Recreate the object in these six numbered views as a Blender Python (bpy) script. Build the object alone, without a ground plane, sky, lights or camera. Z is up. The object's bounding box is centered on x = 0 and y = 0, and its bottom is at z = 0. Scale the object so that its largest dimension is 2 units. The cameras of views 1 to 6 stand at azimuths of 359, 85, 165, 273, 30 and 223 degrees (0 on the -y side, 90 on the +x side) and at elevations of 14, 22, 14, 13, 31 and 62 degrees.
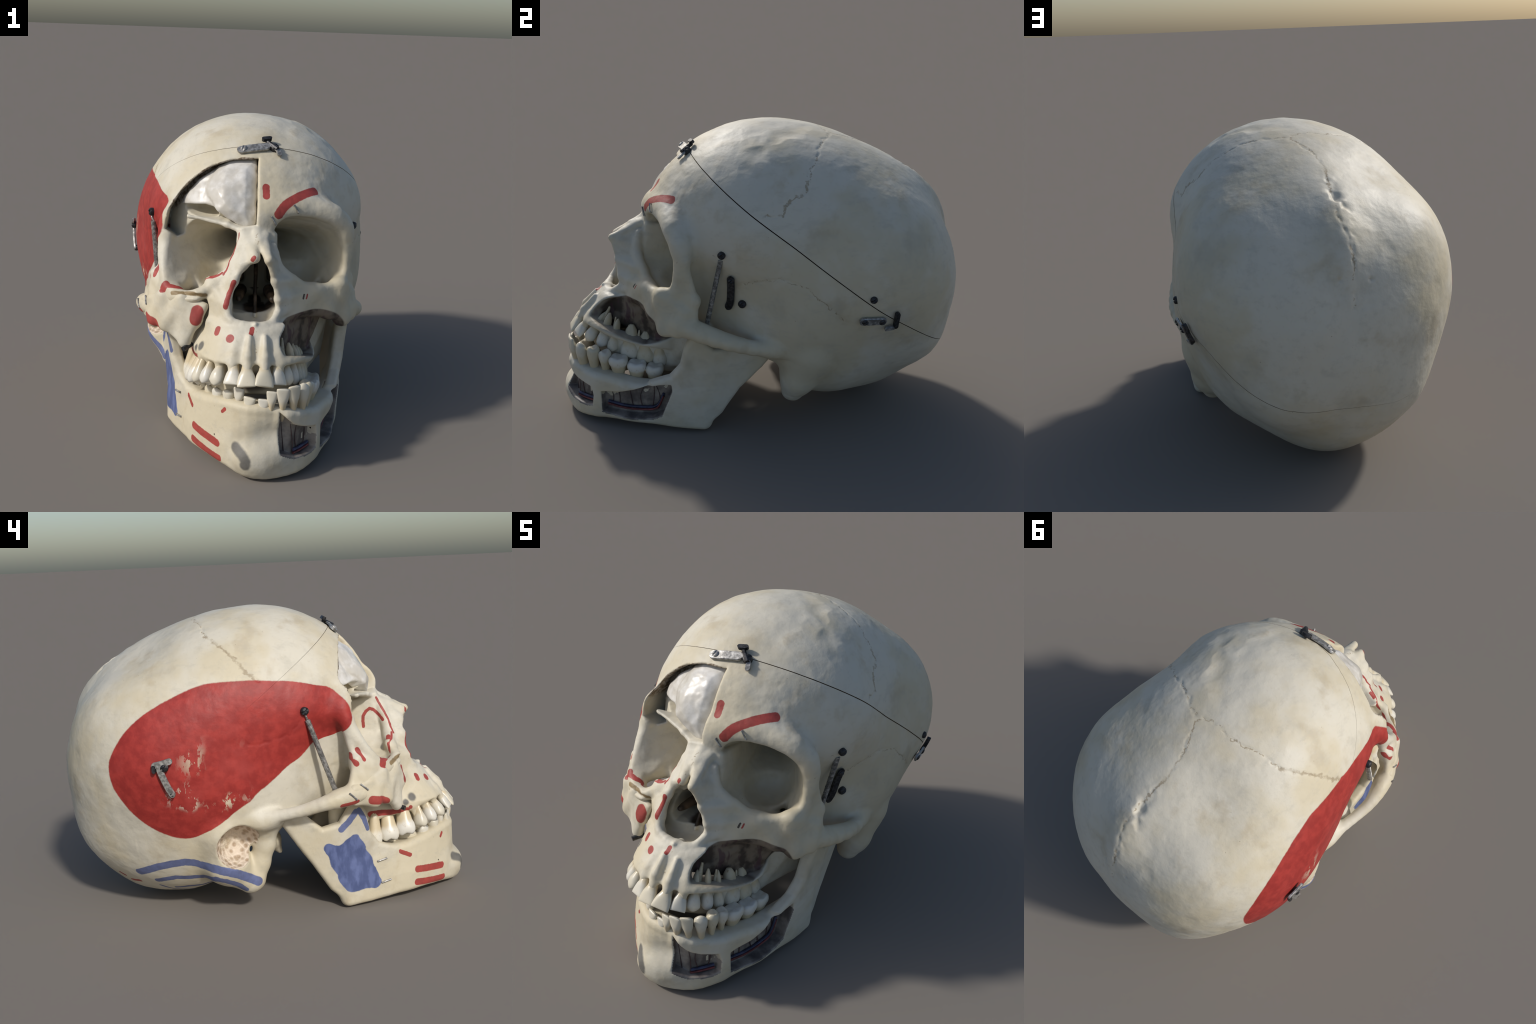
# ---------------------------------------------------------------- shape kit
import bpy, bmesh, math, random
import numpy as np
from concurrent.futures import ThreadPoolExecutor
from mathutils import Vector, Matrix

F32 = np.float32
XM = 0.035                      # sagittal plane of the face


def V3(p):
    return np.asarray(p, dtype=F32)


def smin(a, b, k):
    h = np.clip(0.5 + 0.5 * (b - a) / k, 0, 1)
    return b + (a - b) * h - k * h * (1 - h)


def smax(a, b, k):
    return -smin(-a, -b, k)


def ellipsoid(P, c, r):
    q = (P - V3(c)) / V3(r)
    k0 = np.sqrt((q * q).sum(1))
    q2 = q / V3(r)
    k1 = np.sqrt((q2 * q2).sum(1)) + 1e-6
    return k0 * (k0 - 1) / k1


def cone(P, a, b, ra, rb):
    """capsule with a radius at each end"""
    a, b = V3(a), V3(b)
    ab = b - a
    t = np.clip(((P - a) @ ab) / (ab @ ab), 0, 1)
    return np.sqrt((((P - a) - t[:, None] * ab) ** 2).sum(1)) - (ra + (rb - ra) * t)


def chain(P, pts, k=0.02):
    """bar through control points (x, y, z, radius)"""
    d = None
    for p, q in zip(pts[:-1], pts[1:]):
        e = cone(P, p[:3], q[:3], p[3], q[3])
        d = e if d is None else smin(d, e, k)
    return d


def tri(P, a, b, c, r):
    """plate: triangle with rounded thickness r"""
    a, b, c = V3(a), V3(b), V3(c)
    ba, cb, ac = b - a, c - b, a - c
    pa, pb, pc = P - a, P - b, P - c
    n = np.cross(ba, ac)

    def seg(e, p):
        t = np.clip((p @ e) / (e @ e), 0, 1)
        w = p - t[:, None] * e
        return (w * w).sum(1)
    inside = (np.sign(pa @ np.cross(ba, n)) + np.sign(pb @ np.cross(cb, n)) + np.sign(pc @ np.cross(ac, n))) >= 2
    dn = (pa @ n) ** 2 / (n @ n)
    de = np.minimum(np.minimum(seg(ba, pa), seg(cb, pb)), seg(ac, pc))
    return np.sqrt(np.where(inside, dn, de)) - r


def plate(P, tris, r, k=0.015):
    d = None
    for t in tris:
        e = tri(P, t[0], t[1], t[2], r)
        d = e if d is None else smin(d, e, k)
    return d


def poly2(u, v, pts):
    """signed distance to a closed polygon in a plane"""
    pts = np.asarray(pts, F32)
    d = np.full(u.shape, 1e9, F32)
    s = np.ones(u.shape, F32)
    n = len(pts)
    for i in range(n):
        a, b = pts[i], pts[i - 1]
        ex, ey = b[0] - a[0], b[1] - a[1]
        wx, wy = u - a[0], v - a[1]
        t = np.clip((wx * ex + wy * ey) / (ex * ex + ey * ey), 0, 1)
        d = np.minimum(d, (wx - ex * t) ** 2 + (wy - ey * t) ** 2)
        c1, c2, c3 = v >= a[1], v < b[1], ex * wy > ey * wx
        flip = (c1 & c2 & c3) | (~c1 & ~c2 & ~c3)
        s = np.where(flip, -s, s)
    return s * np.sqrt(d)


def wall(P, nodes, rnd=0.02):
    """curved wall over a plan polyline; node = (x, y, z_bottom, z_top, half_thickness, lean)"""
    best = np.full(len(P), 1e9, F32)
    zb = np.zeros(len(P), F32); zt = zb.copy(); th = zb.copy()
    N = np.asarray(nodes, F32)
    for a, b in zip(N[:-1], N[1:]):
        e = b[:2] - a[:2]
        w = P[:, :2] - a[:2]
        t = np.clip((w @ e) / (e @ e), 0, 1)
        d = np.sqrt(((w - t[:, None] * e) ** 2).sum(1))
        m = d < best
        best = np.where(m, d, best)
        q = a[None, 2:5] + t[:, None] * (b - a)[None, 2:5]
        zb = np.where(m, q[:, 0], zb); zt = np.where(m, q[:, 1], zt); th = np.where(m, q[:, 2], th)
    dx = best - (th - rnd)
    dz = np.abs(P[:, 2] - 0.5 * (zb + zt)) - (0.5 * (zt - zb) - rnd)
    return np.minimum(np.maximum(dx, dz), 0) + np.sqrt(np.maximum(dx, 0) ** 2 + np.maximum(dz, 0) ** 2) - rnd


def lattice(P, seed):
    """smooth value noise in -1..1"""
    i = np.floor(P).astype(np.int64)
    f = (P - i).astype(F32)
    f = f * f * (3 - 2 * f)
    out = np.zeros(len(P), F32)
    for dx in (0, 1):
        for dy in (0, 1):
            for dz in (0, 1):
                h = (i[:, 0] + dx) * 374761393 + (i[:, 1] + dy) * 668265263 + (i[:, 2] + dz) * 2147483647 + seed * 974711
                h = (h ^ (h >> 13)) * 1274126177
                h = (h ^ (h >> 16)) & 0xffff
                w = (f[:, 0] if dx else 1 - f[:, 0]) * (f[:, 1] if dy else 1 - f[:, 1]) * (f[:, 2] if dz else 1 - f[:, 2])
                out += w * (h.astype(F32) / 32767.5 - 1)
    return out


def fbm(P, scale, seed, octaves=3):
    out, a = 0, 1.0
    for o in range(octaves):
        out = out + a * lattice(P * (scale * 2 ** o), seed + o)
        a *= 0.5
    return out


def spline(pts, n):
    """Catmull-Rom refinement of control points"""
    p = np.asarray(pts, float)
    q = np.vstack([2 * p[0] - p[1], p, 2 * p[-1] - p[-2]])
    out = []
    for i in range(len(p) - 1):
        for t in np.arange(n) / n:
            w = [-.5 * t ** 3 + t * t - .5 * t, 1.5 * t ** 3 - 2.5 * t * t + 1, -1.5 * t ** 3 + 2 * t * t + .5 * t, .5 * t ** 3 - .5 * t * t]
            out.append(sum(w[k] * q[i + k] for k in range(4)))
    out.append(p[-1])
    return [tuple(float(v) for v in o) for o in out]


class Sculpt:
    """distance field put together from local strokes, each with a bounding box"""

    def __init__(self, base=None):
        self.strokes = []
        self.base = base

    def add(self, fn, lo, hi, k=0.02):
        self.strokes.append(('add', fn, V3(lo), V3(hi), k)); return self

    def cut(self, fn, lo, hi, k=0.01):
        self.strokes.append(('cut', fn, V3(lo), V3(hi), k)); return self

    def eval_chunk(self, P):
        d = self.base(P) if self.base else np.full(len(P), 1.0, F32)
        m = 0.05
        for op, fn, lo, hi, k in self.strokes:
            sel = np.nonzero(((P > lo - m) & (P < hi + m)).all(1))[0]
            if not len(sel):
                continue
            e = fn(P[sel]).astype(F32)
            d[sel] = smin(d[sel], e, k) if op == 'add' else smax(d[sel], -e, k)
        return d

    def __call__(self, P):
        P = np.ascontiguousarray(P, F32)
        n = 60000
        parts = [P[i:i + n] for i in range(0, len(P), n)]
        with ThreadPoolExecutor(4) as ex:
            return np.concatenate(list(ex.map(self.eval_chunk, parts)))


def polygonize(fn, lo, hi, h, levels=3):
    """dual contouring of the zero level on a sparse grid; vertices pulled onto the surface"""
    lo = np.asarray(lo, float)
    dims = np.ceil((np.asarray(hi) - lo) / (h * 2 ** levels)).astype(int)
    g = np.stack(np.meshgrid(*[np.arange(n) for n in dims], indexing='ij'), -1).reshape(-1, 3)
    for L in range(levels, -1, -1):
        s = h * 2 ** L
        c = lo + (g + 0.5) * s
        f = fn(c)
        g = g[np.abs(f) < s * 0.87 * 1.6 + (0.03 if L else 0.004)]
        if L:
            g = (g[:, None] * 2 + np.array([[a, b, c] for a in (0, 1) for b in (0, 1) for c in (0, 1)])[None]).reshape(-1, 3)
    S = 4096

    def key(q):
        return (q[..., 0] * S + q[..., 1]) * S + q[..., 2]
    g = g + 1
    corner = np.array([[a, b, c] for a in (0, 1) for b in (0, 1) for c in (0, 1)])
    ck = key(g[:, None] + corner[None])
    uk, inv = np.unique(ck, return_inverse=True)
    inv = inv.reshape(ck.shape)
    q = np.stack([uk // (S * S), (uk // S) % S, uk % S], -1) - 1
    val = fn(lo + q * h)
    cv = val[inv]
    act = (cv.min(1) < 0) & (cv.max(1) >= 0)
    g, cv = g[act], cv[act]
    edges = [(a, b) for a in range(8) for b in range(8) if a < b and np.abs(corner[a] - corner[b]).sum() == 1]
    acc = np.zeros((len(g), 3)); cnt = np.zeros(len(g))
    for a, b in edges:
        x = (cv[:, a] < 0) != (cv[:, b] < 0)
        t = np.where(x, cv[:, a] / np.where(x, cv[:, a] - cv[:, b], 1), 0)
        p = corner[a] + t[:, None] * (corner[b] - corner[a])
        acc += p * x[:, None]; cnt += x
    V = lo + (g - 1 + acc / cnt[:, None]) * h
    gk = key(g)
    order = np.argsort(gk); sk = gk[order]

    def find(k):
        i = np.clip(np.searchsorted(sk, k), 0, len(sk) - 1)
        return np.where(sk[i] == k, order[i], -1)
    faces = []
    for ax in range(3):
        o1, o2 = [(1, 2), (2, 0), (0, 1)][ax]
        e = np.zeros(3, int); e[ax] = 1
        ia = 0; ib = int(np.nonzero((corner == e).all(1))[0][0])
        x = (cv[:, ia] < 0) != (cv[:, ib] < 0)
        gg = g[x]; neg = cv[x, ia] < 0
        d1 = np.zeros(3, int); d1[o1] = 1
        d2 = np.zeros(3, int); d2[o2] = 1
        quad = np.stack([find(key(gg)), find(key(gg - d1)), find(key(gg - d1 - d2)), find(key(gg - d2))], 1)
        ok = (quad >= 0).all(1)
        quad, neg = quad[ok], neg[ok]
        quad[~neg] = quad[~neg][:, ::-1]
        faces.append(quad)
    Q = np.concatenate(faces)
    e = h * 0.5
    for it in range(2):
        d = fn(V)
        G = np.stack([fn(V + np.eye(3)[i] * e) - fn(V - np.eye(3)[i] * e) for i in range(3)], -1) / (2 * e)
        n2 = (G * G).sum(1)
        V = V - np.clip(d / np.maximum(n2, 0.25), -h * .6, h * .6)[:, None] * G * (0.9 if it else 0.7)
    return V, Q


def vertex_normals(V, Q):
    n = np.cross(V[Q[:, 2]] - V[Q[:, 0]], V[Q[:, 3]] - V[Q[:, 1]])
    N = np.zeros_like(V)
    for i in range(4):
        for a in range(3):
            N[:, a] += np.bincount(Q[:, i], n[:, a], len(V))
    return N / (np.linalg.norm(N, axis=1)[:, None] + 1e-12)


def relax(V, Q, it=1, w=0.35, mask=None):
    E = np.concatenate([Q[:, [0, 1]], Q[:, [1, 2]], Q[:, [2, 3]], Q[:, [3, 0]]])
    deg = np.bincount(E.ravel(), minlength=len(V)).astype(float)
    for _ in range(it):
        S = np.stack([np.bincount(E[:, 0], V[E[:, 1], a], len(V)) + np.bincount(E[:, 1], V[E[:, 0], a], len(V)) for a in range(3)], -1)
        D = S / np.maximum(deg, 1)[:, None] - V
        V = V + D * (w if mask is None else (w * mask)[:, None])
    return V
# ---------------------------------------------------------------- braincase
# radii of the braincase about BC: rows run from the occiput (+y) to the brow (-y),
# columns run round the long axis, starting at the vertex and turning to the left (+x)
BC = V3((0.02, 0.25, 0.78))
BRAINCASE = np.array([
 [0.737] * 12,
 [0.724,0.702,0.727,0.753,0.774,0.780,0.784,0.779,0.769,0.754,0.730,0.711],
 [0.660,0.664,0.713,0.738,0.756,0.819,0.812,0.834,0.766,0.744,0.731,0.660],
 [0.621,0.623,0.678,0.686,0.657,0.733,0.842,0.805,0.708,0.702,0.686,0.606],
 [0.626,0.627,0.616,0.600,0.625,0.720,0.742,0.755,0.652,0.638,0.640,0.630],
 [0.679,0.660,0.600,0.573,0.626,0.687,0.711,0.679,0.619,0.583,0.632,0.671],
 [0.748,0.734,0.688,0.564,0.604,0.659,0.687,0.661,0.612,0.590,0.667,0.728],
 [0.808,0.793,0.726,0.622,0.638,0.679,0.7  ,0.687,0.652,0.642,0.743,0.793],
 [0.831,0.822,0.781,0.739,0.729,0.742,0.751,0.748,0.741,0.755,0.801,0.844],
 [0.815] * 12], F32)


def spline_w(t):
    return [-.5 * t ** 3 + t * t - .5 * t, 1.5 * t ** 3 - 2.5 * t * t + 1, -1.5 * t ** 3 + 2 * t * t + .5 * t, .5 * t ** 3 - .5 * t * t]


def braincase(P):
    D = P - BC
    L = np.sqrt((D * D).sum(1)) + 1e-6
    nt, npn = BRAINCASE.shape
    th = np.arccos(np.clip(D[:, 1] / L, -1, 1)) * ((nt - 1) / math.pi)
    ph = (np.arctan2(D[:, 0], D[:, 2]) % (2 * math.pi)) * (npn / (2 * math.pi))
    i = np.clip(np.floor(th).astype(int), 0, nt - 2)
    j = np.floor(ph).astype(int)
    wt, wp = spline_w(th - i), spline_w(ph - j)
    R = 0
    for a in range(4):
        ii = i - 1 + a
        over = (ii < 0) | (ii > nt - 1)
        ir = np.where(ii < 0, -ii, np.where(ii > nt - 1, 2 * (nt - 1) - ii, ii))
        for b in range(4):
            R = R + wt[a] * wp[b] * BRAINCASE[ir, (j - 1 + b + np.where(over, npn // 2, 0)) % npn]
    return ((L - R) * 0.95).astype(F32)


# ---------------------------------------------------------------- cranium
def canon(P, side):
    """fold a side of the face onto one frame (x measured out from the midline);
    the right cheek of this skull stands farther forward than the left"""
    x = (P[:, 0] - XM) * side
    y = P[:, 1]
    if side < 0:
        y = y + 0.115 * np.clip((0.97 - P[:, 2]) / 0.24, 0, 1) * np.clip((x - 0.06) / 0.2, 0, 1)
    return np.stack([x, y, P[:, 2]], -1).astype(F32)


def both(s, op, fn, lo, hi, k, sides=(1, -1)):
    for sd in sides:
        a = [XM + sd * lo[0], XM + sd * hi[0]]
        l = (min(a), lo[1] - (.12 if sd < 0 else 0), lo[2])
        h = (max(a), hi[1], hi[2])
        getattr(s, op)(lambda P, sd=sd: fn(canon(P, sd)), l, h, k)


def orbit(P):
    c = V3((0.243, -0.50, 0.882))
    a = V3((-0.36, 0.93, -0.35)); a /= np.linalg.norm(a)
    u = V3((0.93, 0.36, 0.0)); u /= np.linalg.norm(u)
    w = P - c
    t = w @ a
    U = w @ u
    Z = w[:, 2] + 0.22 * U
    Z = np.where(Z > 0, Z * (1 + .9 * np.clip(t / .25, 0, 1)), Z)
    f = np.interp(t, [-0.3, 0.0, 0.05, 0.2, 0.34, 0.48], [1.0, 1.0, 1.0, 0.74, 0.42, 0.16]).astype(F32)
    q = (np.abs(U / (0.178 * f)) ** 2.6 + np.abs(Z / (0.158 * f)) ** 2.6) ** (1 / 2.6)
    d = (q - 1) * 0.158 * f * 0.9
    return np.maximum(np.maximum(d, t - 0.48), -0.26 - t)


ARCH = [(.235, -.45), (.245, -.53), (.23, -.635), (.203, -.72), (.166, -.79), (.118, -.835), (.06, -.857), (0, -.862)]
SINUS_WINDOW = [(.033, 1.299), (-.09, 1.289), (-.177, 1.259), (-.253, 1.206), (-.319, 1.137), (-.368, 1.056), (-.385, .964), (-.33, .93), (-.2, .99), (-.05, .985), (.033, 1.0)]


def sinus_window(P):
    return poly2(P[:, 0], P[:, 2] + .16 * (P[:, 1] + .45), SINUS_WINDOW)


def cranium_field():
    s = Sculpt()

    def base(P):
        d = braincase(P)
        # underside: flat before the ear, sloping down to the occiput
        y, z = P[:, 1], P[:, 2]
        under = np.interp(y, [-0.6, -0.35, 0.0, 0.10, 0.22, 0.36, 0.5], [0.56, 0.46, 0.40, 0.34, 0.13, 0.05, -0.2]).astype(F32) - z
        return smax(d, under * 0.7, 0.05)
    s.base = base
    # hollow behind the cheek
    both(s, 'cut', lambda P: ellipsoid(P, (0.56, -0.31, 0.60), (0.215, 0.22, 0.30)), (.3, -.53, .28), (.82, -.07, .92), 0.05)
    both(s, 'cut', lambda P: ellipsoid(P, (.515, -.26, .78), (.11, .072, .16)), (.35, -.36, .6), (.64, -.17, 1.0), 0.05)
    # brow and outer orbital pillar
    brow = spline([(0, -.495, 1.05, .036), (.10, -.472, 1.07, .034), (.22, -.432, 1.08, .034), (.33, -.405, 1.05, .04), (.395, -.375, .99, .035), (.415, -.365, .92, .028)], 4)
    both(s, 'add', lambda P: chain(P, brow, .03), (-.06, -.6, .85), (.5, -.3, 1.16), 0.06)
    pillar = spline([(.415, -.365, .92, .027), (.415, -.375, .84, .026), (.395, -.40, .755, .03), (.36, -.44, .69, .035)], 3)
    both(s, 'add', lambda P: chain(P, pillar, .02), (.28, -.52, .6), (.5, -.3, .98), 0.02)
    both(s, 'add', lambda P: plate(P, [((.415, -.36, .93), (.39, -.40, .74), (.435, -.315, .72)), ((.39, -.40, .74), (.36, -.44, .66), (.435, -.315, .72)), ((.36, -.44, .66), (.435, -.315, .72), (.44, -.32, .64))], .02, .03), (.3, -.5, .58), (.5, -.25, .98), 0.025)
    # outer wall of the orbit, body of the maxilla
    both(s, 'add', lambda P: plate(P, [((.40, -.37, .93), (.37, -.40, .70), (.23, -.14, .90)), ((.37, -.40, .70), (.23, -.14, .90), (.22, -.16, .72))], .03), (.15, -.45, .62), (.45, -.05, 1.0), 0.02)
    for x in (XM - .12, XM + .13):
        s.add(lambda P, x=x: ellipsoid(P, (x, -.49, .60), (.16, .15, .15)), (x - .18, -.68, .44), (x + .18, -.34, .78), 0.04)
    # alveolar arch, narrowing upward into the face
    z0 = [.38, .40, .422, .445, .468, .478, .487, .488]
    z1 = [.50, .54, .58, .60, .62, .625, .63, .63]
    half = [(x, y, a, b, .038) for (x, y), a, b in zip(ARCH, z0, z1)]
    nodes = spline([(-n[0],) + n[1:] for n in half] + half[::-1][1:], 3)

    def alveolus(P):
        g = 1 + 2.6 * np.clip(P[:, 2] - .485, 0, .2)
        Q = np.stack([(P[:, 0] - XM) * (1 + (g - 1) * .6), (P[:, 1] + .45) * g - .45, P[:, 2]], -1).astype(F32)
        return wall(Q, nodes, .03) / 1.15
    s.add(alveolus, (XM - .31, -.93, .37), (XM + .31, -.38, .67), 0.03)
    palate = [(XM - x * .85, y) for x, y in ARCH] + [(XM + x * .85, y) for x, y in ARCH[::-1][1:]]
    s.add(lambda P: smax(poly2(P[:, 0], P[:, 1] * 1.12, palate), np.abs(P[:, 2] - .54) - .045, .03), (XM - .3, -.9, .48), (XM + .3, -.38, .62), 0.04)
    for x, y, z, x1, y1, z1, x2, y2, z2 in ((.079, -.878, .464, .079, -.85, .52, .078, -.80, .59), (.143, -.845, .46, .138, -.81, .515, .125, -.765, .57), (.006, -.878, .464, .008, -.85, .52, .012, -.80, .59), (-.058, -.852, .462, -.053, -.822, .515, -.043, -.775, .57), (-.114, -.812, .45, -.108, -.785, .505, -.088, -.735, .585), (-.15, -.765, .43, -.148, -.745, .48, -.138, -.705, .54), (-.185, -.715, .41, -.182, -.70, .46, -.172, -.675, .52)):
        y, y1, y2 = y - .018, y1 - .016, y2 - .010
        bar = [(x, y, z, .017), (x1, y1, z1, .019), (x2, y2, z2, .010)]
        s.add(lambda P, bar=bar: chain(P, bar, .01), (min(x, x2) - .03, y - .03, z - .03), (max(x, x2) + .03, y2 + .03, z2 + .03), 0.02)
    # hollows: orbits, nose
    both(s, 'cut', orbit, (-.06, -.78, .66), (.6, .02, 1.1), 0.02)
    pear = [(.03, .95), (.085, .90), (.105, .82), (.125, .73), (.12, .665), (.08, .64), (.03, .635), (-.02, .635), (-.06, .64), (-.085, .665), (-.085, .72), (-.055, .80), (0.0, .90)]
    s.cut(lambda P: smax(poly2(P[:, 0], P[:, 2], pear), P[:, 1] + 0.30, .03), (-.12, -.9, .6), (.17, -.28, .97), 0.01)
    # ---- left: cheek cut away down to the sinus and the tooth roots
    s.cut(lambda P: smax(smax(ellipsoid(P, (.285, -.625, .535), (.19, .28, .115)), .124 - P[:, 0], .02), .515 - .37 * (P[:, 1] + .82) - P[:, 2], .02), (.09, -.92, .34), (.48, -.33, .68), 0.012)
    both(s, 'cut', lambda P: chain(P, [(.315, -.41, .685, .010), (.25, -.30, .66, .016), (.13, -.14, .70, .02)]), (.1, -.45, .65), (.35, -.1, .80), 0.01)
    both(s, 'cut', lambda P: ellipsoid(P, (.205, -.36, .765), (.09, .11, .07)), (.1, -.5, .66), (.32, -.2, .86), 0.03)
    both(s, 'add', lambda P: plate(P, [((.405, -.365, .96), (.38, -.385, .71), (.24, -.16, .92)), ((.38, -.385, .71), (.24, -.16, .92), (.24, -.18, .68))], .012), (.2, -.42, .64), (.44, -.12, 1.0), 0.015)
    s.add(lambda P: plate(P, [((.125, -.69, .61), (.125, -.70, .49), (.27, -.49, .63)), ((.125, -.70, .49), (.27, -.49, .63), (.25, -.50, .40)), ((.27, -.49, .63), (.25, -.50, .40), (.33, -.40, .58))], .02), (.08, -.74, .36), (.37, -.36, .67), .02)
    # inner wall of the orbit, tear groove
    both(s, 'add', lambda P: plate(P, [((.075, -.53, .97), (.085, -.55, .78), (.05, -.12, .92)), ((.085, -.55, .78), (.05, -.12, .92), (.05, -.12, .66)), ((.085, -.55, .80), (.06, -.15, .64), (.20, -.525, .715)), ((.06, -.15, .64), (.20, -.525, .715), (.20, -.2, .62)),
                                       ((.20, -.525, .715), (.20, -.2, .62), (.33, -.465, .67))], .014), (.02, -.6, .66), (.36, -.08, 1.0), 0.015)
    # side of the nose, margin under the eye
    both(s, 'add', lambda P: chain(P, spline([(.07, -.575, .93, .018), (.098, -.59, .84, .016), (.16, -.56, .78, .018), (.25, -.52, .715, .022), (.33, -.475, .69, .028), (.375, -.42, .71, .03)], 3), .02), (.03, -.66, .64), (.44, -.35, .97), 0.02)
    nose_left = [((.06, -.57, .97), (.085, -.705, .90), (.115, -.58, .86)), ((.085, -.705, .90), (.115, -.58, .86), (.118, -.68, .80)), ((.115, -.58, .86), (.118, -.68, .80), (.20, -.56, .77)), ((.118, -.68, .80), (.20, -.56, .77), (.135, -.672, .72)),
                 ((.20, -.55, .77), (.135, -.665, .72), (.27, -.545, .70)), ((.135, -.665, .72), (.27, -.545, .70), (.135, -.672, .645)), ((.27, -.545, .70), (.135, -.672, .645), (.22, -.58, .66))]
    s.add(lambda P: plate(P, nose_left, .014, .02), (.03, -.74, .6), (.3, -.52, 1.0), 0.012)
    s.add(lambda P: plate(P, [((.04, -.545, .995), (.045, -.615, .955), (.075, -.56, .97)), ((.045, -.615, .955), (.075, -.56, .97), (.085, -.705, .90))], .013, .02), (.0, -.74, .86), (.12, -.5, 1.03), 0.012)
    nose_right = [((.025, -.55, .99), (.028, -.692, .902), (-.015, -.555, .96)), ((.028, -.692, .902), (-.015, -.555, .96), (-.025, -.668, .865)), ((-.015, -.555, .96), (-.025, -.668, .865), (-.06, -.60, .86)),
                  ((-.025, -.668, .865), (-.06, -.60, .86), (-.06, -.677, .796)), ((-.06, -.60, .86), (-.06, -.677, .796), (-.085, -.625, .80)), ((-.06, -.677, .796), (-.085, -.625, .80), (-.09, -.695, .69)),
                  ((-.085, -.625, .80), (-.09, -.695, .69), (-.17, -.60, .77)), ((-.09, -.695, .69), (-.17, -.60, .77), (-.150, -.638, .70)), ((-.09, -.695, .69), (-.150, -.638, .70), (-.075, -.715, .62)), ((-.150, -.638, .70), (-.075, -.715, .62), (-.158, -.668, .60)),
                  ((-.075, -.715, .62), (-.158, -.668, .60), (-.125, -.698, .565)), ((-.158, -.668, .60), (-.125, -.698, .565), (-.19, -.672, .50))]
    s.add(lambda P: plate(P, nose_right, .014, .025), (-.24, -.78, .46), (.06, -.5, 1.03), 0.02)
    # nasal floor rim, spine, septum
    s.add(lambda P: chain(P, spline([(-.09, -.70, .67, .012), (-.065, -.735, .635, .012), (XM, -.755, .615, .014), (.10, -.725, .625, .013), (.135, -.68, .66, .012)], 4), .01), (-.12, -.8, .58), (.17, -.64, .7), 0.02)
    s.add(lambda P: chain(P, [(XM, -.72, .605, .022), (XM, -.772, .634, .008)]), (XM - .05, -.8, .55), (XM + .05, -.6, .66), 0.015)
    s.add(lambda P: plate(P, [((XM, -.62, .62), (XM, -.40, .62), (XM, -.40, .92))], .007), (XM - .03, -.8, .6), (XM + .03, -.38, .95), 0.01)
    for sd in (1, -1):  # turbinates
        s.add(lambda P, sd=sd: chain(P, [(XM + sd * .075, -.62, .70, .014), (XM + sd * .065, -.45, .69, .028)]), (XM + sd * .07 - .06, -.68, .64), (XM + sd * .07 + .06, -.4, .75), 0.01)
    # ---- left cheekbone and arch
    cheek = [((.17, -.605, .69), (.30, -.535, .72), (.20, -.60, .64)), ((.30, -.535, .72), (.20, -.60, .64), (.37, -.505, .615)), ((.30, -.535, .72), (.37, -.505, .615), (.42, -.465, .73)), ((.37, -.505, .615), (.42, -.455, .73), (.44, -.455, .57)),
             ((.42, -.465, .73), (.44, -.455, .57), (.475, -.36, .66)), ((.44, -.455, .57), (.475, -.36, .66), (.485, -.40, .565))]
    s.add(lambda P: plate(P, cheek, .024, .04), (.12, -.68, .5), (.54, -.3, .78), 0.035)
    s.add(lambda P: chain(P, spline([(.475, -.38, .60, .045), (.51, -.28, .565, .036), (.538, -.16, .53, .03), (.535, -.05, .50, .032), (.51, .05, .48, .036), (.48, .14, .475, .04)], 2), .02), (.4, -.45, .48), (.6, .2, .68), 0.03)
    s.add(lambda P: plate(P, [((.50, -.30, .55), (.535, -.08, .51), (.50, -.29, .60))], .022), (.4, -.4, .5), (.6, 0, .68), 0.02)
    # ---- right arch (the cheekbone itself is a sawn flap, built apart)
    s.add(lambda P: chain(P, spline([(-.437, -.45, .595, .036), (-.472, -.36, .588, .04), (-.497, -.26, .562, .027), (-.492, -.16, .532, .023), (-.474, -.05, .51, .025), (-.45, .06, .50, .04)], 3), .02), (-.6, -.5, .42), (-.38, .12, .68), 0.03)
    s.add(lambda P: plate(P, [((-.375, -.53, .69), (-.42, -.43, .75), (-.428, -.47, .65)), ((-.428, -.47, .65), (-.42, -.43, .75), (-.462, -.40, .62)), ((-.37, -.52, .715), (-.42, -.43, .75), (-.375, -.53, .69))], .016, .03), (-.5, -.6, .6), (-.33, -.36, .8), 0.025)
    s.cut(lambda P: chain(P, spline([(-.34, -.61, .702, .007), (-.27, -.64, .712, .010), (-.195, -.665, .716, .013), (-.168, -.672, .695, .013), (-.188, -.685, .63, .012), (-.225, -.69, .55, .013), (-.25, -.68, .48, .014)], 2), .005), (-.4, -.74, .44), (-.1, -.55, .76), 0.006)
    # ---- ear region: mastoid processes, jaw sockets
    s.add(lambda P: chain(P, [(.485, .22, .42, .085), (.445, .17, .28, .08), (.43, .15, .212, .055)], .03), (.3, .02, .1), (.62, .36, .55), 0.06)
    s.add(lambda P: chain(P, [(-.452, .20, .42, .095), (-.41, .19, .27, .105), (-.375, .085, .163, .06)], .03), (-.6, -.02, .1), (-.24, .36, .55), 0.06)
    s.add(lambda P: ellipsoid(P, (.42, .06, .48), (.12, .12, .07)), (.28, -.08, .4), (.56, .2, .56), 0.04)
    s.add(lambda P: ellipsoid(P, (-.39, .02, .48), (.11, .12, .06)), (-.56, -.12, .38), (-.28, .16, .56), 0.04)
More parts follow.
